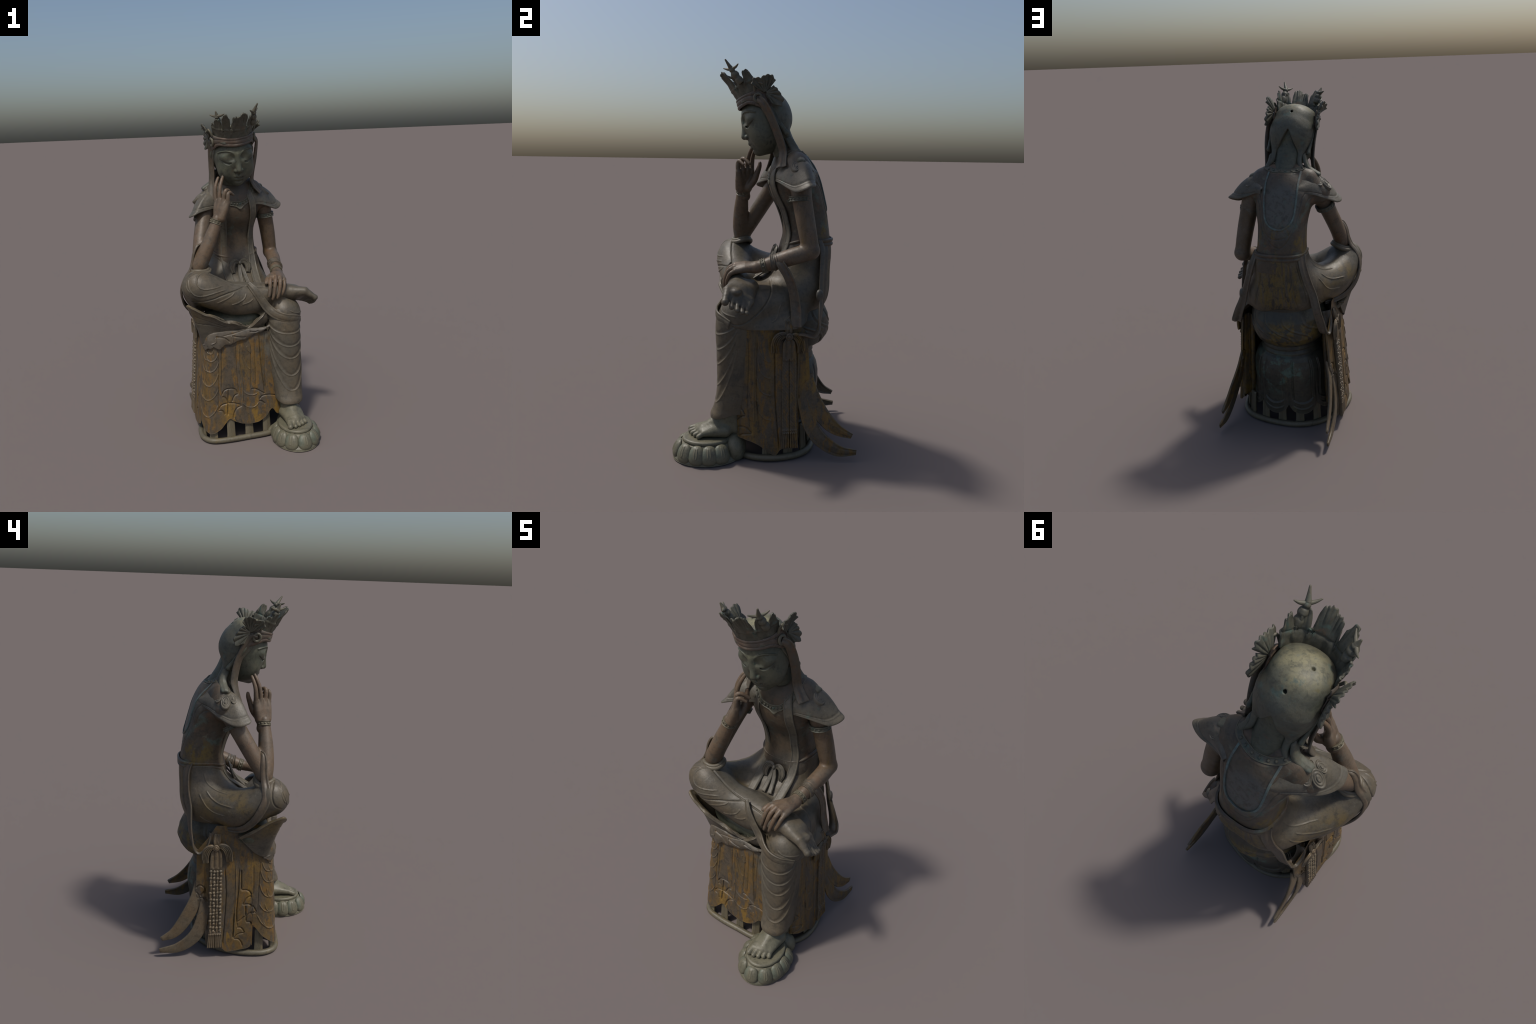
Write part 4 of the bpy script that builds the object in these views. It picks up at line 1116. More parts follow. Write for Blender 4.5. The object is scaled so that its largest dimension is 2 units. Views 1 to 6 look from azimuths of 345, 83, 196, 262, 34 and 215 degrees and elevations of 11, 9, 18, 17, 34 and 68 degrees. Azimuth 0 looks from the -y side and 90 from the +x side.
def build_stool():
    prof = np.array([(0.785, 0.205, 0.335), (0.765, 0.210, 0.330), (0.735, 0.222, 0.343), (0.70, 0.232, 0.360), (0.645, 0.236, 0.370), (0.595, 0.230, 0.360), (0.556, 0.212, 0.334), (0.536, 0.190, 0.300),
                     (0.525, 0.182, 0.280), (0.517, 0.186, 0.283), (0.506, 0.188, 0.285), (0.495, 0.183, 0.279), (0.487, 0.188, 0.284), (0.476, 0.192, 0.288), (0.466, 0.190, 0.285), (0.455, 0.203, 0.297), (0.43, 0.222, 0.308), (0.39, 0.236, 0.317),
                     (0.35, 0.240, 0.319), (0.30, 0.240, 0.315), (0.25, 0.238, 0.308), (0.20, 0.240, 0.303), (0.15, 0.245, 0.303), (0.05, 0.252, 0.302)])
    na, nz = 280, 210
    t = np.linspace(0, 2 * math.pi, na, endpoint=False)      # 0 at +x, pi/2 at the back
    cx, cy = -0.012, 0.075
    ang = t - math.radians(97)
    lobe = np.abs(np.sin(ang * 4))                            # eight hanging lobes
    hemz = 0.165 - 0.075 * lobe ** 0.55
    u = np.linspace(0, 1, nz)
    Z = 0.785 + (hemz[:, None] - 0.785) * u[None, :]
    order = np.argsort(prof[:, 0])
    pr = prof[order]
    slim = np.interp(Z, [0.42, 0.50, 0.60, 0.70], [0.010, 0.008, 0.006, 0.004])
    rx = np.interp(Z, pr[:, 0], pr[:, 1]) - slim
    ry = np.interp(Z, pr[:, 0], pr[:, 2]) - cy - slim
    P = np.stack([cx + rx * np.cos(t)[:, None], cy + ry * np.sin(t)[:, None], Z], -1)
    P[..., 1] = np.where(P[..., 1] < cy, cy + (P[..., 1] - cy) * 0.80, P[..., 1])
    rel = np.zeros((na, nz))
    z, th = Z, np.broadcast_to(t[:, None], Z.shape)
    # S-shaped folds on the cushion
    for k in range(13):
        a0 = 2 * math.pi * k / 13 + 0.1
        ph = a0 - 0.42 * np.tanh((z - 0.64) / 0.045)
        dd = (np.angle(np.exp(1j * (th - ph)))) * 0.23
        sl = 1 / np.sqrt(1 + (0.42 / 0.045 * 0.23 / np.cosh((z - 0.64) / 0.045) ** 2) ** 2)
        d = dd * sl
        w = sstep(0.545, 0.58, z) * sstep(0.76, 0.72, z)
        rel += w * (-0.0045 * bump(d, 0.005) + 0.003 * bump(d - 0.011, 0.006) - 0.002 * bump(d - 0.020, 0.004))
    # pillars and scalloped lappets on the drum
    low = sstep(0.45, 0.43, z)
    ed = np.angle(np.exp(1j * 4 * (th - math.radians(97)) * 2)) / 8 * 0.24      # distance to lobe joints
    for e in (0.026, 0.036):
        rel += low * sstep(0.15, 0.2, z) * (-0.0035 * bump(np.abs(ed) - e, 0.0035) + 0.002 * bump(np.abs(ed) - e - 0.005, 0.003))
    lz = (0.165 - 0.075 * np.abs(np.sin((th - math.radians(97)) * 4)) ** 0.55)
    for up, hgt in ((0.030, 0.003), (0.068, 0.004)):
        rel += hgt * bump(z - lz - up, 0.005) * sstep(0.02, 0.045, np.abs(ed)) - 0.6 * hgt * bump(z - lz - up - 0.010, 0.006) * sstep(0.02, 0.045, np.abs(ed))
    rel += 0.004 * sstep(0.095, 0.06, z - lz) * sstep(0.015, 0.03, np.abs(ed))
    rel += -0.004 * bump(np.abs(ed), 0.006) * sstep(0.30, 0.26, z)
    rel += 0.0012 * wnoise(P, 60, 9)
    N = grid_normals(P, True)
    if N[na // 4, nz // 2] @ V(0, 1, 0) < 0:
        N = -N
    P = P + N * rel[..., None]
    Pin = P[:, ::-1][:, :60] - N[:, ::-1][:, :60] * 0.012
    G = np.concatenate([P, Pin], 1)
    add_mesh('stool', G.reshape(-1, 3), grid_quads(na, G.shape[1], True)[:, ::-1], 'stool_bronze', sharp=55)


def ring_point(a):
    c = curve([(*p, 0) for p in RING], 720, True)
    L = np.r_[0, np.cumsum(np.linalg.norm(np.diff(np.vstack([c, c[:1]]), axis=0), axis=1))]
    x = np.interp(np.mod(a, 1) * L[-1], L, np.r_[c[:, 0], c[0, 0]])
    y = np.interp(np.mod(a, 1) * L[-1], L, np.r_[c[:, 1], c[0, 1]])
    return V(x, y, 0)


STRUT_PHASE = 0.030


def build_base():
    v, q = tube([(*p, 0.0165) for p in RING], 0.0165, 240, 14, closed=True)
    add_mesh('base_ring', v, q, 'base_bronze')
    # one fluted strut, repeated round the ring
    w = np.linspace(-1, 1, 17)
    flute = 0.0045 * (0.4 + np.cos(w * math.pi * 2.5) ** 2)
    zz = np.linspace(0, 0.15, 24)
    wide = 0.021 + 0.006 * np.exp(-zz / 0.02)
    P = np.stack([w[:, None] * wide[None, :], np.broadcast_to((flute * (1 - w ** 8))[:, None], (17, 24)), np.broadcast_to(zz, (17, 24))], -1)
    v, q = sheet(P[::-1], 0.016)
    first = None
    n = 16
    for i in range(n):
        p, p2 = ring_point(i / n + STRUT_PHASE), ring_point(i / n + STRUT_PHASE + 0.002)
        if p[1] < -0.10 and p[0] > 0.06:
            continue
        if first is None:
            ob = add_mesh('strut', v, q, 'base_bronze', sharp=60)
            first = ob
        else:
            ob = first.copy()
            bpy.context.scene.collection.objects.link(ob)
        tan = unit(p2 - p)
        out = V(tan[1], -tan[0], 0)
        ob.location = p - out * 0.024 + V(0, 0, 0.010)
        ob.rotation_euler = (0.06, 0, math.atan2(-tan[1], -tan[0]))


def build_lotus():
    cx, cy = 0.200, -0.299
    RX, RY = 0.133, 0.170
    t = np.linspace(0, 2 * math.pi, 160, endpoint=False)
    prof = np.array([(0.0, 0.0), (0.6, 0.0), (1.0, 0.0), (1.03, 0.006), (1.02, 0.014), (0.95, 0.03), (0.88, 0.06), (0.82, 0.080), (0.78, 0.087), (0.745, 0.089), (0.755, 0.094), (0.755, 0.101), (0.72, 0.108), (0.60, 0.110), (0.0, 0.110)])
    rr = curve(prof, 90)
    v, q = lathe(rr, 160, RX, RY)
    v = v + V(cx, cy, 0)
    v[:, 2] = np.clip(v[:, 2], 0.0, 1)
    add_mesh('lotus_pedestal', v, q, 'lotus_bronze', sharp=60)
    # the bridge of metal between pedestal and base ring
    g = Vol((0.02, -0.27, -0.01), (0.36, -0.06, 0.17), 0.0035)
    g.ball((0.150, -0.195, 0.020), (0.095, 0.045, 0.045), 0.02)
    g.ball((0.215, -0.160, 0.050), (0.085, 0.060, 0.085), 0.03)
    g.add(lambda X, Y, Z: Z - 0.001 + 0 * X + 0 * Y, (0, -.4, -.1), (.4, 0, .05), 0.004, 'cut')
    v, q = g.mesh(1)
    add_mesh('pedestal_bridge', v, q, 'lotus_bronze')
    # petals: cushions with a raised drop-shaped mark at the top
    nu, nw = 46, 46
    a = np.linspace(-1, 1, nu)[:, None] * math.pi / 2
    b = np.linspace(-1, 1, nw)[None, :] * math.pi / 2
    x = np.sin(a) * np.cos(b) ** 0.75
    z = np.sin(b) + 0 * a
    y = np.cos(a) ** 0.8 * np.cos(b) ** 0.8
    tear = np.hypot(x * 1.0, np.clip(-(z - 0.15), 0, 2) * 0.9) - 0.17
    mk = sstep(-0.28, -0.16, z) * sstep(0.98, 0.80, z)
    mark = 0.0030 * bump(np.abs(x) - (0.17 - 0.06 * np.clip(z, 0, 1)) * np.sqrt(np.clip((z + 0.22) / 0.4, 0, 1)), 0.055) * mk + 0.0018 * bump(x, 0.04) * mk * (z > 0.15)
    P = np.stack([0.0425 * x * (1 - 0.10 * z), -(0.028 * y + mark) + 0.013 * z, 0.0495 + 0.0460 * z], -1)
    pv, pq = P.reshape(-1, 3), grid_quads(nu, nw)
    first = None
    n = 12
    for i in range(n):
        a = 2 * math.pi * (i + 0.10) / n
        dx, dy = math.sin(a), -math.cos(a)
        k = 1 / math.hypot(dx / RX, dy / RY)
        if dy * k > 0.115:
            continue
        nrm = unit(V(dx * k / RX ** 2, dy * k / RY ** 2, 0))
        if first is None:
            ob = add_mesh('lotus_petal', pv, pq, 'lotus_bronze', sharp=60)
            first = ob
        else:
            ob = first.copy()
            bpy.context.scene.collection.objects.link(ob)
        ob.location = V(cx + dx * k * 0.87, cy + dy * k * 0.87, 0)
        ob.rotation_euler = (0, 0, math.atan2(nrm[0], -nrm[1]) * 1.0)


# ------------------------------------------------------------------ upturned seat cloth and its frill
def build_seat_cloth():
    rim = even([(-0.318, 0.035, 0.735), (-0.348, -0.035, 0.790), (-0.368, -0.110, 0.848), (-0.387, -0.180, 0.884), (-0.345, -0.206, 0.862), (-0.285, -0.212, 0.826), (-0.215, -0.204, 0.788), (-0.150, -0.192, 0.760), (-0.095, -0.182, 0.730),
                (-0.045, -0.176, 0.713), (0.000, -0.176, 0.728), (0.040, -0.184, 0.765), (0.072, -0.190, 0.812)], 220)
    foot = even([(-0.296, 0.035, 0.725), (-0.297, -0.010, 0.680), (-0.300, -0.060, 0.630), (-0.300, -0.110, 0.610), (-0.285, -0.135, 0.635), (-0.240, -0.142, 0.640), (-0.19, -0.145, 0.645), (-0.13, -0.147, 0.655), (-0.08, -0.148, 0.660),
                 (-0.03, -0.150, 0.668), (0.01, -0.155, 0.680), (0.05, -0.165, 0.700), (0.085, -0.175, 0.730)], 220)
    nv = 70
    w = np.linspace(0, 1, nv)
    P = foot[:, None, :] * (1 - w)[None, :, None] + rim[:, None, :] * w[None, :, None]
    u = np.linspace(0, 1, 220)[:, None]
    # belly of the cloth hangs inwards, the rim rolls outwards and ripples
    cen = unit(np.stack([P[..., 0] + 0.03, P[..., 1] - 0.10, 0 * P[..., 0]], -1))
    P = P - cen * (0.014 * np.sin(math.pi * w[None, :]) * (1 - 1.6 * u))[..., None]
    ripple = np.sin(u * 34 + 2.2 * w[None, :]) * sstep(0.35, 0.55, u) * sstep(1.0, 0.9, u)
    P = P + cen * (0.009 * ripple * w[None, :] ** 2)[..., None] + V(0, 0, 1) * (0.010 * ripple * w[None, :] ** 3)[..., None]
    roll = sstep(0.85, 1.0, w)[None, :, None]
    P = P + cen * 0.010 * roll - V(0, 0, 1) * 0.004 * roll
    N = grid_normals(P)
    rel = 0.0015 * np.sin(u * 60 + 6 * w[None, :]) * np.sin(math.pi * w[None, :])
    if N[110, 35] @ V(0, -1, 0) < 0:
        P = P[::-1]
    v, q = sheet(P, 0.016)
    v = engrave(v, q, LINES.get('seat_cloth', []))
    add_mesh('seat_cloth', v, q, 'robe_bronze', sharp=60)
    # overlapping frill below it
    s = np.linspace(10.15, 6.05, 200)
    prog = np.linspace(0, 1, 200)
    low = np.interp(prog, [0, .06, .10, .16, .28, .33, .36, .44, .50, .58, .64, .72, .80, .88, 1], [.60, .585, .582, .585, .598, .600, .592, .590, .604, .612, .622, .632, .648, .668, .70])
    low = low + 0.004 * np.sin(prog * 40)
    zt = np.linspace(0, 1, 40)
    Z = low[:, None] + (0.69 - low)[:, None] * zt[None, :]
    P = wall_point(np.broadcast_to(s[:, None], Z.shape), Z)
    outw = unit(np.stack([P[..., 0] + 0.03, (P[..., 1] - 0.05) * 2.2, 0 * Z], -1))
    step = 0.5 + 0.5 * np.cos(prog * 27 + 0.6)
    off = 0.008 + 0.005 * step[:, None] * sstep(1, 0.2, zt)[None, :] + 0.006 * np.sin(math.pi * zt)[None, :]
    P = P + outw * off[..., None]
    N = grid_normals(P)
    if N[100, 20] @ V(0, -1, 0) < 0:
        P = P[::-1]
    v, q = sheet(P, 0.012)
    v = engrave(v, q, LINES.get('frill', []))
    add_mesh('frill', v, q, 'frill_bronze', sharp=60)


def build_seat():
    """Padded seat that shows between the crossed shin and the upturned cloth, and the inner linings of the side drapes."""
    g = Vol((-0.37, -0.23, 0.60), (0.14, 0.14, 0.84), 0.0045)
    g.ball((-0.12, -0.035, 0.722), (0.205, 0.118, 0.083), 0.02)
    g.ball((0.00, -0.06, 0.72), (0.09, 0.085, 0.075), 0.03)
    v, q = g.mesh(2)
    v = v + vert_normals(v, q) * (0.002 * wnoise(v, 40, 21))[:, None]
    add_mesh('seat_pad', v, q, 'face_bronze')
    for a, b, z0, z1 in (((0.276, 0.150), (0.205, 0.125), 0.11, 0.66), ((-0.288, 0.165), (-0.215, 0.135), 0.12, 0.64)):
        t = np.linspace(0, 1, 24)[:, None]
        z = np.linspace(z0, z1, 70)[None, :]
        bow = 0.010 * np.sin(t * math.pi * 3)
        flare = (1 - (z - z0) / (z1 - z0)) * 0.018 * np.sign(a[0])
        P = np.stack([a[0] + (b[0] - a[0]) * t + flare, a[1] + (b[1] - a[1]) * t + bow + 0 * z, z + 0 * t], -1)
        v, q = sheet(P, 0.010)
        add_mesh('drape_lining', v, q, 'skirt_bronze', sharp=60)


# ------------------------------------------------------------------ drapery tails at the back corners
def build_tails():
    for side, (up, lo) in ((1, ([(0.262, 0.200, 0.44), (0.283, 0.228, 0.34), (0.308, 0.278, 0.240), (0.322, 0.345, 0.172), (0.331, 0.428, 0.134)],
                                [(0.266, 0.176, 0.42), (0.290, 0.192, 0.28), (0.320, 0.242, 0.15), (0.336, 0.345, 0.066), (0.344, 0.450, 0.052)])),
                           (-1, ([(-0.268, 0.240, 0.45), (-0.287, 0.268, 0.35), (-0.298, 0.316, 0.25), (-0.302, 0.385, 0.152), (-0.306, 0.464, 0.114)],
                                 [(-0.280, 0.202, 0.42), (-0.303, 0.220, 0.28), (-0.317, 0.266, 0.145), (-0.315, 0.360, 0.062), (-0.312, 0.474, 0.043)]))):
        for k, pts in enumerate((up, lo)):
            wid = (0.062, 0.070, 0.076, 0.062, 0.024)
            wd = [(0, 1, 0.15), (0, 1, 0.3), (0, 1, 0.8), (0, 0.6, 1), (0, 0.2, 1)]
            v, q = ribbon(pts, wd, wid, 0.012, 70, 21, rims=0.0015, arch=0.003 * side * (-1))
            add_mesh('tail', v, q, 'tassel_bronze' if side < 0 else 'skirt_bronze', sharp=50)


build_skirt()
build_shin_skirt()
build_stool()
build_base()
build_lotus()
build_seat_cloth()
build_seat()
build_tails()


# ------------------------------------------------------------------ shoulder cape
def cape(inner, rim, flare, name='cape'):
    nu, nv = 130, 60
    a, b = even(inner, nu), even(rim, nu)
    w = np.linspace(0, 1, nv)[None, :, None]
    P = a[:, None, :] * (1 - w) + b[:, None, :] * w
    mid = b.mean(0) * 0.5 + a.mean(0) * 0.5
    # rounds over the shoulder first, then flares out to the rim
    h = np.sin(math.pi * np.clip(w * 1.0, 0, 1)) ** 1.0
    outd = unit(b[:, None, :] - a[:, None, :])
    up = V(0, 0, 1) - outd * outd[..., 2:3]
    P = P + unit(up) * (0.036 * h * (1 - 0.35 * w)) * flare * np.sin(math.pi * np.linspace(0.06, 0.94, nu)).reshape(-1, 1, 1) ** 0.5
    P = P + V(0, 0, 1) * (0.016 * sstep(0.80, 1.0, w) * np.sin(math.pi * np.linspace(0, 1, nu)).reshape(-1, 1, 1))
    wl = np.linspace(0, 1, nv)[None, :] + 0 * P[..., 0]
    rel = -0.0022 * bump(wl - 0.80, 0.022) + 0.0012 * bump(wl - 0.835, 0.018)
    rel *= sstep(0.0, 0.12, np.linspace(0, 1, nu))[:, None] * sstep(1.0, 0.88, np.linspace(0, 1, nu))[:, None]
    if grid_normals(P)[nu // 2, nv // 2][2] < 0:
        P, rel = P[::-1], rel[::-1]
    return sheet(P, 0.010, rel)


def build_cape():
    L = cape([(0.062, 0.052, 1.44), (0.085, 0.078, 1.478), (0.090, 0.11, 1.520), (0.093, 0.14, 1.533), (0.093, 0.165, 1.533), (0.090, 0.19, 1.522), (0.092, 0.22, 1.485), (0.075, 0.25, 1.455)],
             [(0.085, 0.050, 1.405), (0.135, 0.056, 1.398), (0.180, 0.078, 1.378), (0.225, 0.104, 1.356), (0.262, 0.128, 1.344), (0.292, 0.158, 1.354), (0.304, 0.190, 1.370), (0.278, 0.212, 1.374), (0.235, 0.226, 1.376), (0.175, 0.232, 1.398), (0.125, 0.244, 1.422), (0.085, 0.262, 1.430)], 1.0)
    add_mesh('cape', *L, 'cape_bronze', sharp=60)
    R = cape([(-0.085, 0.252, 1.455), (-0.118, 0.222, 1.485), (-0.130, 0.19, 1.520), (-0.138, 0.16, 1.534), (-0.138, 0.14, 1.536), (-0.136, 0.115, 1.530), (-0.132, 0.07, 1.490), (-0.105, 0.045, 1.45)],
             [(-0.098, 0.262, 1.430), (-0.145, 0.242, 1.425), (-0.195, 0.205, 1.408), (-0.235, 0.172, 1.384), (-0.276, 0.130, 1.358), (-0.303, 0.082, 1.338), (-0.315, 0.035, 1.340), (-0.296, -0.010, 1.356), (-0.250, 0.002, 1.374), (-0.195, 0.020, 1.388), (-0.150, 0.036, 1.40), (-0.112, 0.045, 1.410)], 1.0)
    add_mesh('cape', *R, 'cape_bronze', sharp=60)


def build_lapels():
    # two long edges of the shawl hang down the chest into the lap
    v, q = ribbon([(0.058, 0.105, 1.522), (0.062, 0.062, 1.485), (0.075, 0.036, 1.43), (0.082, 0.044, 1.36), (0.078, 0.088, 1.27), (0.074, 0.110, 1.20), (0.078, 0.122, 1.13), (0.080, 0.106, 1.06), (0.079, 0.070, 1.0), (0.077, 0.0, 0.945), (0.074, -0.07, 0.90)],
                  [(1, 0.3, -0.6), (1, 0.1, 0), (1, 0.3, 0), (1, 0.5, 0), (1, 0.6, 0), (1, 0.5, 0), (1, 0.4, 0), (1, 0.3, 0), (1, 0.2, 0), (1, 0, 0), (1, 0, 0)], [0.03, 0.038, 0.045, 0.045, 0.04, 0.04, 0.042, 0.045, 0.05, 0.05, 0.05], 0.008, 110, 13, rims=0.002)
    add_mesh('lapel', v, q, 'cape_bronze', sharp=50)
    v, q = ribbon([(-0.102, 0.105, 1.522), (-0.102, 0.060, 1.485), (-0.110, 0.040, 1.43), (-0.108, 0.046, 1.36), (-0.098, 0.088, 1.27), (-0.094, 0.112, 1.20), (-0.094, 0.124, 1.13), (-0.095, 0.109, 1.06), (-0.094, 0.070, 1.00), (-0.092, -0.01, 0.945), (-0.090, -0.08, 0.90)],
                  [(1, -0.3, 0.6), (1, -0.1, 0), (1, -0.3, 0), (1, -0.5, 0), (1, -0.6, 0), (1, -0.5, 0), (1, -0.4, 0), (1, -0.3, 0), (1, -0.2, 0), (1, 0, 0), (1, 0, 0)], [0.03, 0.038, 0.045, 0.045, 0.04, 0.04, 0.042, 0.045, 0.05, 0.05, 0.05], 0.008, 110, 13, rims=0.002)
    add_mesh('lapel', v, q, 'cape_bronze', sharp=50)
    # belt: a double band round the waist
    t = np.linspace(0, 2 * math.pi, 200, endpoint=False)
    c = curve(np.array([(1.074, -0.004), (1.077, 0.005), (1.086, 0.007), (1.094, 0.003), (1.102, 0.007), (1.111, 0.006), (1.115, -0.004)]), 30)
    pw = 2.8
    k = (np.abs(np.sin(t)) ** pw + np.abs(np.cos(t)) ** pw) ** (-1 / pw)
    P = np.stack([-0.011 + (0.1405 + c[None, :, 1]) * (k * np.sin(t))[:, None], 0.2315 - (0.1285 + c[None, :, 1]) * (k * np.cos(t))[:, None], c[None, :, 0] - 0.026 * sstep(0.3, 1, np.cos(t))[:, None]], -1)
    add_mesh('belt', P.reshape(-1, 3), grid_quads(200, 30, True), 'torso_bronze')


# ------------------------------------------------------------------ crown
def band_r(th):
    return 0.122, 0.117


def build_crown():
    # three-rolled band across the brow, dipping to the ears
    nt, nu = 160, 44
    th = np.radians(np.linspace(-104, 104, nt))
    w = np.linspace(0, 1, nu)
    dip = 0.062 * sstep(math.radians(45), math.radians(100), np.abs(th))
    u = 0.122 + 0.046 * w[None, :] - (dip[:, None] * (1 - w[None, :]) ** 0.7) * 1.0
    roll = 0.0045 * np.abs(np.sin(np.interp(w, [0, 0.3, 0.78, 1], [0, 1, 2, 3]) * math.pi)) ** 0.5
    r = 1 + 0 * w
    P = np.stack([np.sin(th)[:, None] * (0.116 + roll[None, :] + 0.002), -0.020 + np.cos(th)[:, None] * (0.114 + roll[None, :]) + 0 * u, u], -1)
    lean = -0.14 * (u - 0.12)
    P[..., 1] += lean * np.cos(th)[:, None]
    v, q = sheet(P[::-1], 0.008)
    add_mesh('crown_band', to_world(v), q, 'band_bronze', sharp=60)
    # the cast plate with its petals
    key = np.array([(-84, .20), (-76, .215), (-71, .243), (-62, .250), (-58, .240), (-56, .268), (-50, .282), (-43, .278), (-41, .25), (-39, .222), (-36.5, .228), (-35, .265), (-33, .295), (-29, .316), (-25, .321), (-21, .314), (-18.5, .288), (-18, .245), (-16, .226), (-14, .232),
                    (-12, .262), (-9, .288), (-5, .300), (-1, .305), (1.5, .298), (4, .304), (8, .314), (14, .319), (20, .312), (24, .295), (26, .262), (28, .232), (31, .226), (34, .236), (36, .275), (39, .290), (48, .290), (51, .27), (54, .236), (57, .230), (59.5, .245), (62, .266), (66, .277), (72, .277), (76, .262), (79, .238), (84, .210)])
    nt, nu = 260, 60
    deg = np.linspace(-84, 84, nt)
    th = np.radians(deg)
    top = np.interp(deg, key[:, 0], key[:, 1])
    top = top + 0.004 * np.abs(np.sin(deg * 0.62)) * (top > 0.27)
    rag = np.interp(deg, np.linspace(-84, 84, 90), np.random.default_rng(5).normal(size=90))
    top = top + 0.0035 * rag * sstep(0.21, 0.26, top)
    w = np.linspace(0, 1, nu)
    u = 0.158 + (top[:, None] - 0.158) * w[None, :]
    fl = (u - 0.158)
    flr = 0.10 * fl + 1.1 * fl ** 2
    ridge = 0.003 * np.sin(deg / 3.0)[:, None] * w[None, :] + 0.0018 * np.sin(deg * 0.21 + 1)[:, None] * np.sin(w * 9)[None, :]
    ridge = ridge + 0.0016 * np.sin(deg * 1.1)[:, None] * sstep(0.5, 0.9, w)[None, :] + 0.003 * bump(u - 0.218, 0.006)
    P = np.stack([np.sin(th)[:, None] * (0.113 + flr + ridge), -0.024 + np.cos(th)[:, None] * (0.110 + flr * 1.15 + ridge), u], -1)
    P[..., 1] -= 0.10 * fl
    lump = 0.0035 * wnoise(P, 70, 31) * sstep(0.15, 0.5, w)[None, :]
    P = P + unit(P * V(1, 1, 0)) * lump[..., None]
    v, q = sheet(P[::-1], 0.009)
    v = to_world(v)
    add_mesh('crown_plate', v, q, 'crown_bronze', sharp=55)
    build_finials()
    for s in (-1, 1):
        build_side_bow(s)


def build_finials():
    for base, tip, hornA, hornB, cen in ((H(0.108, 0.050, 0.225), V(0.065, -0.207, 1.997), V(0.019, -0.213, 1.961), V(0.081, -0.145, 1.976), V(0.050, -0.178, 1.958)),
                                         (H(-0.090, 0.040, 0.230), V(-0.165, -0.160, 1.962), V(-0.188, -0.111, 1.946), V(-0.125, -0.194, 1.946), V(-0.157, -0.150, 1.940))):
        Z = unit(cen - base)
        L = np.linalg.norm(cen - base)
        prof = curve([(0.001, 0), (0.016, 0.0), (0.019, 0.25 * L), (0.015, 0.4 * L), (0.019, 0.55 * L), (0.016, 0.7 * L), (0.011, 0.78 * L), (0.015, 0.86 * L), (0.014, 0.95 * L), (0.008, 1.05 * L), (0.001, 1.08 * L)], 40)
        v, q = lathe(prof, 20)
        X = unit(np.cross(Z, V(0.3, 0.8, 0.1)))
        parts = [(place(v, base, X=X, Z=Z), q)]
        # spike: a stack of tapering rings
        d = tip - cen
        parts.append(tube([cen, cen + 0.3 * d, cen + 0.5 * d, cen + 0.7 * d, tip], [0.012, 0.009, 0.0075, 0.006, 0.004], 24, 10))
        # crescent horns
        low = cen - Z * 0.004
        parts.append(tube([hornA, 0.55 * hornA + 0.45 * low - Z * 0.004, low, 0.55 * hornB + 0.45 * low - Z * 0.004, hornB], [0.003, 0.0065, 0.009, 0.0065, 0.003], 40, 10))
        add_mesh('finial', *merge(parts), 'crown_bronze')


def fan(base, spread, length, n_rib, lift, nu=90, nv=34, hollow=0.0):
    """Ribbed palmette in a local plane: angle range (degrees), radial length by angle."""
    a = np.radians(np.linspace(spread[0], spread[1], nu))
    w = np.linspace(0.06, 1, nv)
    sc = 1 + 0.05 * np.abs(np.cos(np.linspace(0, math.pi * n_rib, nu)))
    Lr = np.interp(np.linspace(0, 1, nu), np.linspace(0, 1, len(length)), length) * sc
    x = np.cos(a)[:, None] * Lr[:, None] * w[None, :]
    y = np.sin(a)[:, None] * Lr[:, None] * w[None, :]
    z = lift * w[None, :] ** 2 + 0.003 * np.cos(np.linspace(0, 2 * math.pi * n_rib, nu))[:, None] * sstep(0, 0.4, w)[None, :]
    return np.stack([x, y, z + 0 * x], -1)


def build_side_bow(s):
    """Palmette, knot ring and drooping bow over each ear. Local plane: x towards the front, y up."""
    o = H(s * 0.128, -0.040, 0.135)
    X, Y = HF, HU
    Zo = HL * s
    parts = []
    P = fan(None, (48, 152), (0.078, 0.088, 0.070, 0.080, 0.086, 0.070), 6, 0.030)
    v, q = sheet(P if s > 0 else P, 0.008)
    add_mesh('palmette', place(v, o + Zo * 0.002, X=X, Y=Y, Z=Zo), q, 'crown_bronze', sharp=60)
    P = fan(None, (160, 262), (0.050, 0.058, 0.068, 0.092, 0.100, 0.060), 5, 0.012)
    v, q = sheet(P, 0.012)
    add_mesh('bow_loop', place(v, o + Zo * 0.006, X=X, Y=Y, Z=Zo), q, 'crown_bronze', sharp=60)
    # knot ring at the end of the band
    c = H(s * 0.124, 0.002, 0.125)
    t = np.linspace(0, 2 * math.pi, 12, endpoint=False)
    v, q = tube([c + HF * 0.018 * math.cos(a) + HU * 0.020 * math.sin(a) + Zo * (0.004 - 0.003 * math.cos(a)) for a in t], 0.0075, 60, 12, True)
    add_mesh('knot_ring', v, q, 'crown_bronze')
    # small curl in front of the palmette
    v, q = tube([H(s * 0.122, 0.005, 0.165), H(s * 0.133, -0.002, 0.188), H(s * 0.140, -0.014, 0.197), H(s * 0.146, -0.028, 0.190), H(s * 0.146, -0.040, 0.180)], [0.006, 0.0065, 0.006, 0.005, 0.005], 24, 10)
    add_mesh('crown_curl', v, q, 'crown_bronze')


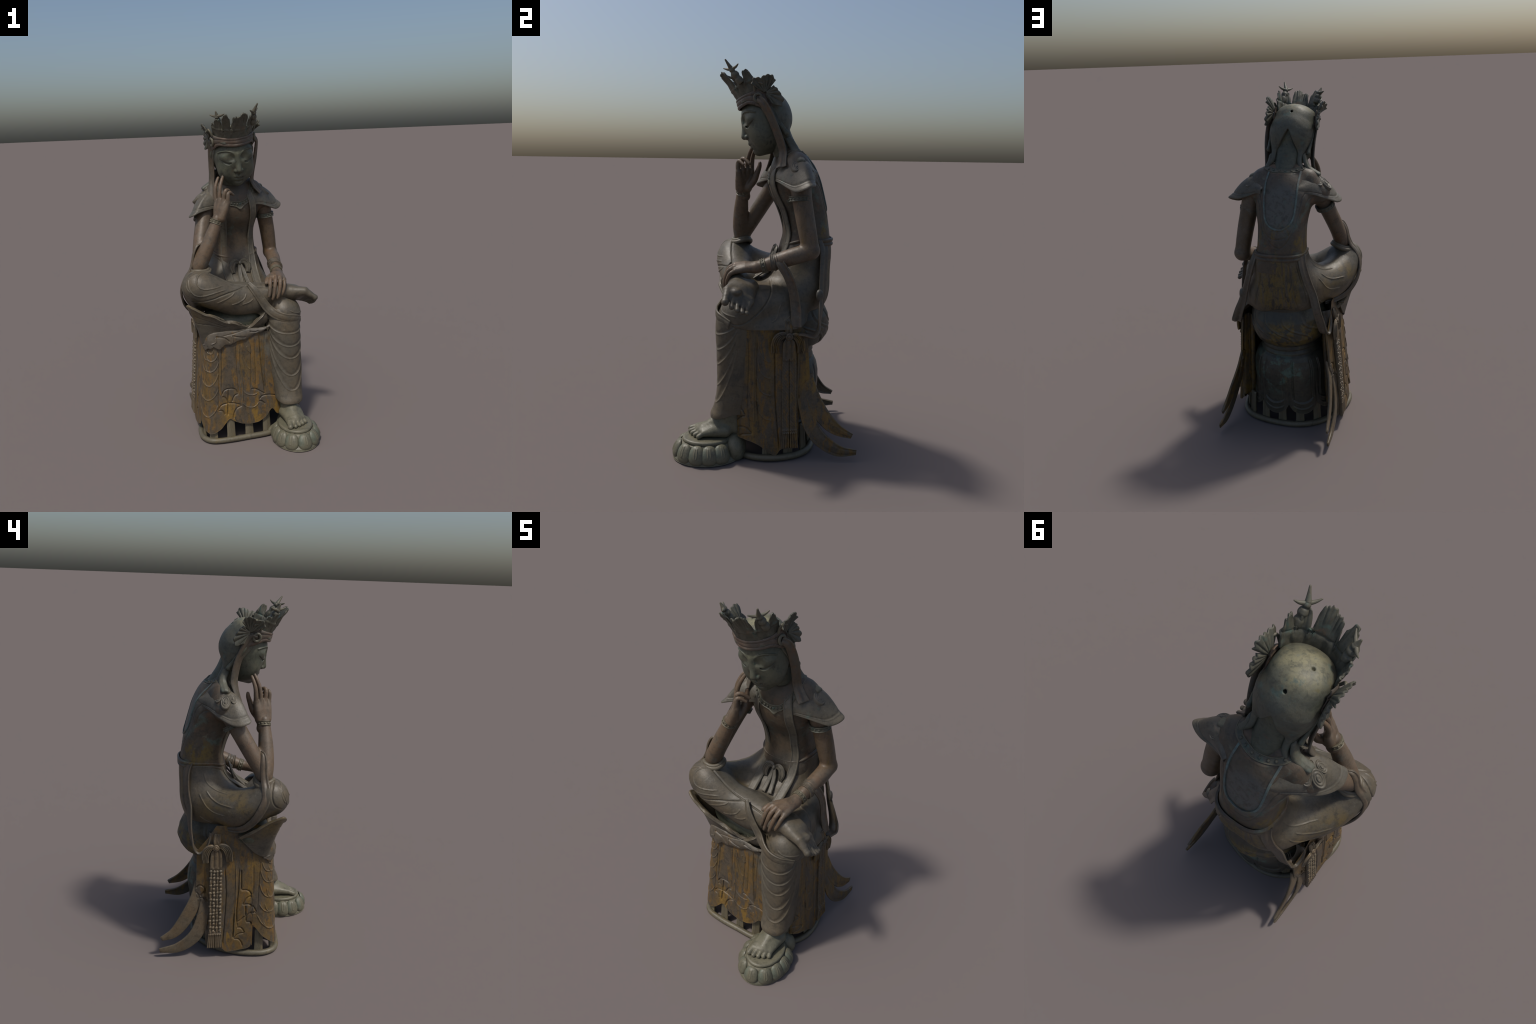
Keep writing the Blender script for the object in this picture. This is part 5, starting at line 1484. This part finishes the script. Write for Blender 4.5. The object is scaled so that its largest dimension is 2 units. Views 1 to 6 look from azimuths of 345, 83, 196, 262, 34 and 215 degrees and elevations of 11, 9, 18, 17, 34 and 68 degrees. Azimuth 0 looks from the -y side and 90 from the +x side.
def build_head_ribbons():
    v, q = ribbon([H(0.128, 0.004, 0.125), (0.102, -0.020, 1.79), (0.105, 0.012, 1.735), (0.102, 0.042, 1.67), (0.095, 0.070, 1.60), (0.093, 0.082, 1.555), (0.113, 0.078, 1.515), (0.145, 0.068, 1.478)],
                  [(0.3, 0.9, 0.3), (0.45, 0.9, 0.3), (0.55, 0.85, 0.2), (0.6, 0.8, 0.2), (0.6, 0.8, 0.2), (0.6, 0.8, 0), (0.6, 0.8, 0.2), (0.5, 0.9, 0.2)], [0.03, 0.040, 0.044, 0.046, 0.046, 0.046, 0.050, 0.058], 0.009, 90, 17, ripple=0.002)
    add_mesh('head_ribbon', v, q, 'ribbon_bronze', sharp=60)
    v, q = ribbon([H(-0.128, 0.004, 0.125), (-0.172, -0.012, 1.79), (-0.168, 0.022, 1.735), (-0.162, 0.050, 1.67), (-0.159, 0.065, 1.60), (-0.162, 0.068, 1.555), (-0.168, 0.055, 1.505), (-0.178, 0.038, 1.452)],
                  [(0.3, -0.9, -0.3), (0.45, -0.9, -0.3), (0.55, -0.85, -0.2), (0.6, -0.8, -0.2), (0.6, -0.8, -0.2), (0.6, -0.8, 0), (0.8, -0.6, 0), (0.8, -0.5, 0.0)], [0.03, 0.040, 0.044, 0.046, 0.046, 0.046, 0.046, 0.048], 0.009, 90, 17, ripple=0.002)
    add_mesh('head_ribbon', v, q, 'ribbon_bronze', sharp=60)
    # hair ends that fall behind the ears onto the shoulders
    for pts in ([(0.062, 0.118, 1.62, 0.014), (0.068, 0.138, 1.585, 0.015), (0.085, 0.150, 1.555, 0.017), (0.125, 0.160, 1.530, 0.017), (0.168, 0.165, 1.512, 0.015)],
                [(-0.125, 0.108, 1.62, 0.014), (-0.135, 0.124, 1.585, 0.015), (-0.150, 0.128, 1.556, 0.017), (-0.175, 0.125, 1.537, 0.017), (-0.205, 0.120, 1.520, 0.015)]):
        p = np.array(pts)[:, :3]
        g = Vol(p.min(0) - 0.04, p.max(0) + 0.04, 0.0026)
        for k in (-1, 0, 1):
            g.limb([(x, y + k * 0.011, z - abs(k) * 0.003, r * 0.72) for x, y, z, r in pts], 0.004, 'add', 14)
        v, q = g.mesh(1)
        add_mesh('hair_lock', v, q, 'hair_bronze')


def build_rosettes():
    for c, out, fwd in ((V(0.182, 0.170, 1.484), V(0.62, 0.20, 0.70), V(0, -1, 0.1)), (V(-0.220, 0.118, 1.484), V(-0.62, 0.18, 0.70), V(0, 1, 0.1))):
        Z = unit(out)
        Y = unit(V(0, 0, 1) - Z * Z[2])
        X = np.cross(Y, Z)
        for (x, y, rx, ry, rot) in ((0, 0.044, 0.020, 0.020, 0), (-0.034, 0.004, 0.021, 0.038, -0.25), (0.006, -0.026, 0.027, 0.048, 0.05), (0.042, 0.002, 0.019, 0.034, 0.3)):
            w = curve([(0.0, 0.010), (0.25, 0.011), (0.38, 0.007), (0.55, 0.0095), (0.70, 0.0065), (0.85, 0.009), (0.98, 0.004), (1.0, -0.010)], 30)
            v, q = lathe(w, 40, rx, ry)
            cr, sr = math.cos(rot), math.sin(rot)
            v = np.stack([v[:, 0] * cr - v[:, 1] * sr + x, v[:, 0] * sr + v[:, 1] * cr + y, v[:, 2] - 0.35 * (v[:, 0] + x) ** 2 / 0.06], 1)
            add_mesh('rosette_petal', place(v, c, X=X, Y=Y, Z=Z), q, 'cape_bronze')


# ------------------------------------------------------------------ jewellery
def band_on(pts_axis, c, axis, r, width, n_bead, mat, name, flatx=1.0, ref=V(0, 0, 1)):
    Z = unit(axis)
    X = unit(np.cross(Z, ref))
    pr = curve([(r - 0.006, -width / 2), (r + 0.003, -width / 2), (r + 0.0045, -width * 0.40), (r + 0.0015, -width * 0.28), (r + 0.0015, width * 0.28), (r + 0.0045, width * 0.40), (r + 0.003, width / 2), (r - 0.006, width / 2)], 40)
    v, q = lathe(pr, 64, 1.0, flatx)
    parts = [(v, q)]
    for i in range(n_bead):
        a = 2 * math.pi * i / n_bead
        b, bq = lathe(curve([(0.0005, 0.0032), (0.0035, 0.003), (0.0055, 0.001), (0.006, -0.002)], 8), 10)
        nrm = V(math.cos(a), math.sin(a) * flatx, 0)
        o = V(math.cos(a) * (r + 0.0015), math.sin(a) * (r + 0.0015) * flatx, 0)
        parts.append((place(b, o, X=V(0, 0, 1), Z=unit(nrm)), bq))
    v, q = merge(parts)
    add_mesh(name, place(v, c, X=X, Z=Z), q, mat)


def build_jewellery():
    band_on(None, V(-0.180, -0.096, 1.338), V(0.40, 0.02, 1.0), 0.034, 0.026, 12, 'base_bronze', 'bracelet')
    band_on(None, V(0.199, -0.018, 0.991), V(0.15, 1.0, 0.3), 0.034, 0.026, 12, 'base_bronze', 'bracelet')
    band_on(None, V(0.189, 0.160, 1.325), V(0.1, 0.05, -1.0), 0.053, 0.026, 16, 'crown_bronze', 'armlet')
    band_on(None, V(-0.228, 0.076, 1.335), V(-0.3, -0.5, -1.0), 0.051, 0.024, 16, 'crown_bronze', 'armlet')
    # necklace: a studded collar laid on the chest, with a pendant point in front
    v, q = SKIN['torso']
    n = 160
    loop = curve([(-0.003, 0.030, 1.418), (0.040, 0.036, 1.432), (0.078, 0.070, 1.478), (0.082, 0.130, 1.520), (0.050, 0.185, 1.545), (-0.020, 0.210, 1.550), (-0.085, 0.190, 1.545), (-0.120, 0.130, 1.522), (-0.118, 0.070, 1.480), (-0.080, 0.036, 1.434), (-0.040, 0.030, 1.420)], n, True)
    p, nn = lay(loop, v, q, 0.0)
    for _ in range(6):
        p = 0.25 * np.roll(p, 1, 0) + 0.5 * p + 0.25 * np.roll(p, -1, 0)
        nn = unit(0.25 * np.roll(nn, 1, 0) + 0.5 * nn + 0.25 * np.roll(nn, -1, 0))
    T = unit(np.roll(p, -1, 0) - np.roll(p, 1, 0))
    W = np.cross(nn, T)
    W *= np.sign(W[:, 2:3] + 1e-9)
    w = np.linspace(-1, 1, 26)
    prof = 0.0025 + 0.0035 * bump(np.abs(w) - 0.76, 0.13) - 0.012 * (np.abs(w) > 0.97)
    k = np.arange(n)
    pend = 0.022 * bump(np.minimum(k, n - k).astype(float), 6.0)
    low = np.clip(-w, 0, 1)
    P = p[:, None, :] + W[:, None, :] * (w * 0.017)[None, :, None] - W[:, None, :] * (pend[:, None] * low[None, :])[..., None] + nn[:, None, :] * prof[None, :, None]
    parts = [(P.reshape(-1, 3), grid_quads(n, 26, True))]
    b, bq = lathe(curve([(0.0005, 0.0065), (0.0045, 0.0055), (0.0068, 0.002), (0.0075, -0.003)], 10), 14)
    for i in range(0, n, 7):
        parts.append((place(b, p[i] + nn[i] * 0.002, X=T[i], Z=nn[i]), bq))
    v, q = merge(parts)
    add_mesh('necklace', v, q, 'crown_bronze')


# ------------------------------------------------------------------ sashes
def build_sashes():
    # from the belt down each hip, ending in a loop
    R = ribbon([(-0.140, 0.300, 1.110), (-0.152, 0.318, 1.05), (-0.176, 0.318, 0.96), (-0.204, 0.304, 0.87), (-0.226, 0.300, 0.77), (-0.243, 0.290, 0.70), (-0.254, 0.276, 0.650), (-0.264, 0.252, 0.628), (-0.270, 0.225, 0.645), (-0.266, 0.200, 0.69), (-0.252, 0.19, 0.74)],
               [(-0.7, -0.7, 0), (-0.7, -0.7, 0), (-0.75, -0.66, 0), (-0.8, -0.6, 0), (-0.9, -0.4, 0), (-1, -0.25, 0), (-1, 0, 0), (-1, 0, 0), (-1, 0, 0), (-1, 0, 0), (-1, 0, 0)], 0.048, 0.008, 120, 15, rims=0.0015, ripple=0.0015)
    add_mesh('sash', *R, 'ribbon_bronze', sharp=60)
    L = ribbon([(0.118, 0.290, 1.110), (0.142, 0.300, 1.05), (0.172, 0.292, 0.96), (0.200, 0.284, 0.87), (0.226, 0.274, 0.79), (0.252, 0.264, 0.73), (0.272, 0.252, 0.675), (0.284, 0.230, 0.648), (0.288, 0.205, 0.648), (0.288, 0.175, 0.658), (0.284, 0.15, 0.66)],
               [(0.7, -0.7, 0), (0.7, -0.7, 0), (0.75, -0.66, 0), (0.8, -0.6, 0), (0.9, -0.4, 0), (1, -0.25, 0), (1, 0, 0), (1, 0, 0), (1, 0, 0), (1, 0, 0), (1, 0, 0)], 0.058, 0.009, 120, 15, rims=0.0015, ripple=0.003)
    add_mesh('sash', *L, 'ribbon_bronze', sharp=60)
    # scarf wound round the left forearm and hanging over the thigh
    for off, tilt in ((0.0, 0.0), (0.020, 0.25), (-0.016, -0.2)):
        band_on(None, V(0.2105, 0.042 + off, 1.012 + 0.32 * off), unit(V(0.12, 1.0, 0.33 + tilt)), 0.0385, 0.024, 0, 'ribbon_bronze', 'scarf_wrap')
    A = ribbon([(0.236, 0.048, 1.036), (0.256, 0.062, 1.005), (0.262, 0.095, 0.950), (0.262, 0.122, 0.88), (0.264, 0.136, 0.80), (0.276, 0.139, 0.735), (0.288, 0.138, 0.695)],
               [(0, 1, 0.5), (0.1, 1, 0.4), (0, 1, 0.4), (0, 1, 0.2), (0, 1, 0.1), (0, 1, 0), (0, 1, 0)], [0.04, 0.044, 0.044, 0.048, 0.052, 0.054, 0.054], 0.009, 90, 15, rims=0.0015, ripple=0.002)
    add_mesh('scarf', *A, 'ribbon_bronze', sharp=60)
    # scarf out of the crook of the right arm, down outside the knee and under the thigh
    B = ribbon([(-0.272, -0.070, 1.205), (-0.300, -0.082, 1.198), (-0.322, -0.084, 1.16), (-0.334, -0.084, 1.11), (-0.350, -0.088, 1.065), (-0.380, -0.092, 1.025), (-0.402, -0.090, 0.975), (-0.406, -0.066, 0.92), (-0.390, -0.030, 0.855), (-0.348, 0.020, 0.798), (-0.295, 0.075, 0.773), (-0.235, 0.13, 0.765)],
               [(0, 0.6, -0.7), (0.1, 0.9, -0.5), (0.1, 1, -0.1), (0.1, 1, 0), (0.2, 1, 0), (0.2, 1, 0), (0.1, 1, 0.1), (0, 1, 0.3), (0, 1, 0.8), (0.2, 0.7, 0.9), (0.4, 0.5, 0.9), (0.5, 0.3, 0.8)], [0.018, 0.028, 0.036, 0.038, 0.042, 0.045, 0.045, 0.045, 0.04, 0.036, 0.03, 0.02], 0.010, 120, 15, rims=0.0015, ripple=0.002)
    add_mesh('scarf', *B, 'ribbon_bronze', sharp=60)
    # its other end, bunched round the elbow on the knee
    c = V(-0.293, -0.096, 1.062)
    t = np.linspace(0, 2 * math.pi, 10, endpoint=False)
    for r, dz, rad in ((0.046, 0.0, 0.011), (0.052, -0.012, 0.013)):
        v, q = tube([c + V(r * math.cos(a) * 1.1, r * math.sin(a), dz + 0.008 * math.sin(2 * a) + 0.010 * math.cos(a)) for a in t], rad, 80, 12, True)
        add_mesh('scarf_wrap', v, q, 'robe_bronze')
    # round flap on the left sash
    v, q = lathe(curve([(0.001, 0.010), (0.012, 0.009), (0.022, 0.004), (0.027, -0.006)], 16), 30, 0.85, 1.2)
    add_mesh('sash_knot', place(v, V(0.232, 0.266, 0.842), X=unit(V(-0.5, 1, 0)), Z=unit(V(1, 0.4, 0.1))), q, 'ribbon_bronze')


build_cape()
build_lapels()
build_crown()
build_head_ribbons()
build_rosettes()
build_jewellery()
build_sashes()


# ------------------------------------------------------------------ cloth band over the standing knee, belly bow
def build_knee_cloth():
    v, q = ribbon([(-0.022, -0.166, 0.968), (0.010, -0.196, 0.925), (0.045, -0.204, 0.868), (0.080, -0.206, 0.815), (0.122, -0.226, 0.776), (0.175, -0.246, 0.754), (0.235, -0.240, 0.738), (0.284, -0.190, 0.712)],
                  [(1, -0.2, 0.7), (1, -0.15, 0.55), (1, -0.1, 0.45), (1, -0.1, 0.6), (0.6, -0.2, 1), (0.2, -0.1, 1), (0.1, 0, 1), (0.1, 0.1, 1)], [0.018, 0.040, 0.046, 0.050, 0.052, 0.052, 0.050, 0.046], 0.010, 110, 21, rims=0.0016, arch=-0.006)
    add_mesh('knee_cloth', v, q, 'robe_bronze', sharp=60)


def bow_loop(o, X, Y, Z, pts, wid, mat, name, thick=0.012, ribs=0.0025):
    """A gathered bow end: local (x, y, z) spine in the bow's plane."""
    p = place(np.array(pts, float), o, X=X, Y=Y, Z=Z)
    T = np.gradient(p, axis=0)
    wd = np.cross(Z, unit(T))
    v, q = ribbon(p, wd, wid, thick, 46, 25, arch=0.006)
    n = vert_normals(v, q)
    idx = (np.arange(46 * 25) % 25) / 24.0
    rel = ribs * np.cos(idx * math.pi * 8)
    v[:46 * 25] += n[:46 * 25] * rel[:, None]
    return add_mesh(name, v, q, mat, sharp=60)


def build_belly_bow():
    o = V(-0.012, 0.066, 1.045)
    X, Z = V(1, 0, 0), unit(V(0, -1, 0.45))
    Y = np.cross(Z, X)
    for s in (1, -1):
        bow_loop(o, X, Y, Z, [(s * 0.004, 0.0, 0.006), (s * 0.022, 0.010, 0.008), (s * 0.042, 0.000, 0.006), (s * 0.052, -0.028, 0.002), (s * 0.046, -0.062, -0.002)], [0.012, 0.026, 0.034, 0.034, 0.018], 'cape_bronze', 'bow_loop', 0.010, 0.0014)
    for s in (1, -1):
        v, q = ribbon([o + V(s * 0.005, -0.004, -0.008), (0.012 * s - 0.008, 0.040, 1.0), (0.016 * s - 0.006, 0.012, 0.965), (0.020 * s - 0.004, -0.022, 0.935)], [(1, 0, 0)] * 4, [0.014, 0.022, 0.024, 0.026], 0.010, 40, 9, rims=0.0012)
        add_mesh('bow_tail', v, q, 'cape_bronze', sharp=60)
    v, q = lathe(curve([(0.001, 0.013), (0.008, 0.011), (0.012, 0.004), (0.011, -0.006)], 14), 24, 0.8, 1.1)
    add_mesh('bow_knot', place(v, o + Z * 0.004, X=X, Y=Y, Z=Z), q, 'cape_bronze')


# ------------------------------------------------------------------ hanging knots and tassels on both sides of the stool
def side_frame(sgn):
    """Origin at the knot, X towards the front, Y down the wall, Z outwards."""
    if sgn < 0:
        top, bot = V(-0.296, 0.158, 0.669), V(-0.344, 0.163, 0.066)
        Z = unit(V(-1, 0.10, 0.06))
    else:
        top, bot = V(0.286, 0.103, 0.650), V(0.312, 0.112, 0.073)
        Z = unit(V(1, 0.02, 0.05))
    Y = unit(bot - top)
    X = unit(V(0, -1, 0))
    return top, bot, X, Y, Z


def build_side_knot(sgn):
    o, bot, X, Y, Z = side_frame(sgn)
    mat = 'tassel_bronze' if sgn < 0 else 'skirt_bronze'
    f = (lambda l: [(a, b, c) for a, b, c in l])
    o2 = o + Z * 0.006
    # two drooping ends and the loop on top
    bow_loop(o2, X, Y, Z, f([(0.006, 0, 0.006), (0.028, -0.010, 0.010), (0.055, 0.004, 0.008), (0.070, 0.040, 0.005), (0.074, 0.082, 0.003)]), [0.014, 0.030, 0.042, 0.042, 0.034], mat, 'bow_loop', 0.012)
    bow_loop(o2, X, Y, Z, f([(-0.006, 0, 0.006), (-0.028, -0.004, 0.010), (-0.050, 0.014, 0.008), (-0.060, 0.048, 0.005), (-0.056, 0.088, 0.003)]), [0.014, 0.030, 0.040, 0.038, 0.028], mat, 'bow_loop', 0.012)
    bow_loop(o2, X, Y, Z, f([(0.0, 0.0, 0.004), (0.002, -0.025, 0.006), (0.004, -0.05, 0.003), (0.006, -0.078, -0.004)]), [0.018, 0.034, 0.040, 0.026], mat, 'bow_loop', 0.012, 0.0015)
    v, q = lathe(curve([(0.001, 0.018), (0.007, 0.0175), (0.010, 0.013), (0.014, 0.0145), (0.019, 0.010), (0.021, 0.000)], 26), 30)
    add_mesh('knot', place(v, o2, X=X, Y=Y, Z=Z), q, mat)
    # three-lobed cap, then the strip
    L = np.linalg.norm(bot - o)
    n, na = 120, 49
    a = np.linspace(-1, 1, na)
    t = np.linspace(0.02, 1, n)
    wid = np.interp(t, [0, 0.05, 0.12, 0.2, 0.85, 1], [0.012, 0.030, 0.034, 0.034, 0.037, 0.044])
    P = o[None, None, :] + Y * (t * L)[:, None, None] + X * (a[None, :] * wid[:, None])[..., None] - Z * 0.003
    rel = np.zeros((n, na))
    tt, aa = np.broadcast_to(t[:, None], rel.shape), np.broadcast_to(a[None, :], rel.shape)
    cap = tt < 0.20
    rel += np.where(cap, 0.006 * np.abs(np.cos(aa * math.pi * 1.25)) ** 0.7, 0)
    fr = tt > 0.86
    rel += np.where(fr, 0.005 * np.abs(np.sin(aa * math.pi * 3.5)) ** 0.6 - 0.006 * bump(aa, 0.04), 0)
    for c in (0.205, 0.855, 0.835):
        rel += 0.006 * bump(tt - c, 0.008)
    if sgn > 0:
        mid = (~cap) & (~fr)
        h = np.sign(aa) * tt * L / 0.010 + np.abs(aa) * wid[:, None] / 0.008
        rel += np.where(mid, 0.0012 * np.sin(h * 2 * math.pi * 0.6) - 0.005 * bump(aa, 0.05), 0)
        rel += np.where(mid, 0.002 * bump(np.abs(aa) - 0.93, 0.06), 0)
    v, q = sheet(P, 0.014, rel)
    if vert_normals(v, q)[60 * na + 24] @ Z < 0:
        P = P[:, ::-1]
        v, q = sheet(P, 0.014, rel[:, ::-1])
    strip = add_mesh('tassel', v, q, mat, sharp=60)
    if sgn > 0:
        return
    # net of beads: alternating round beads and long bars
    b, bq = lathe(curve([(0.0003, 0.0092), (0.005, 0.0082), (0.0088, 0.003), (0.0098, -0.002)], 10), 14)
    bead = bar = None
    for row in range(18):
        tz = 0.228 + 0.595 * row / 17
        for col, ax in enumerate((-0.80, -0.27, 0.27, 0.80)):
            ph = (row + (col % 2)) % 2
            c = o + Y * (tz * L + 0.003 * math.sin(row * 2.3 + col)) + X * (ax * 0.034 + 0.0015 * math.sin(row * 1.7 + col * 2)) + Z * 0.004
            if ph == 0 or col % 2:
                v = place(b, c, X=X, Y=Y, Z=Z)
                add_mesh('bead', v, bq, mat, parent=strip)
            else:
                v = place(np.stack([b[:, 0] * 0.7, b[:, 1] * 1.9, b[:, 2] * 0.8], 1), c, X=X, Y=Y, Z=Z)
                add_mesh('bead', v, bq, mat, parent=strip)


build_knee_cloth()
build_belly_bow()
for _s in (-1, 1):
    build_side_knot(_s)


def build_shawl_edge():
    """Green-rimmed seam that runs in a long U down the back."""
    v, q = SKIN['torso']
    path = even(LINES['torso'][0][0], 90)
    p, n = lay(path, v, q, 0.0)
    for _ in range(4):
        p[1:-1] = 0.25 * p[:-2] + 0.5 * p[1:-1] + 0.25 * p[2:]
    T = unit(np.gradient(p, axis=0))
    v, q = ribbon(p, np.cross(n, T), 0.011, 0.007, 120, 9)
    add_mesh('shawl_seam', v + 0, q, 'verdigris')


build_shawl_edge()
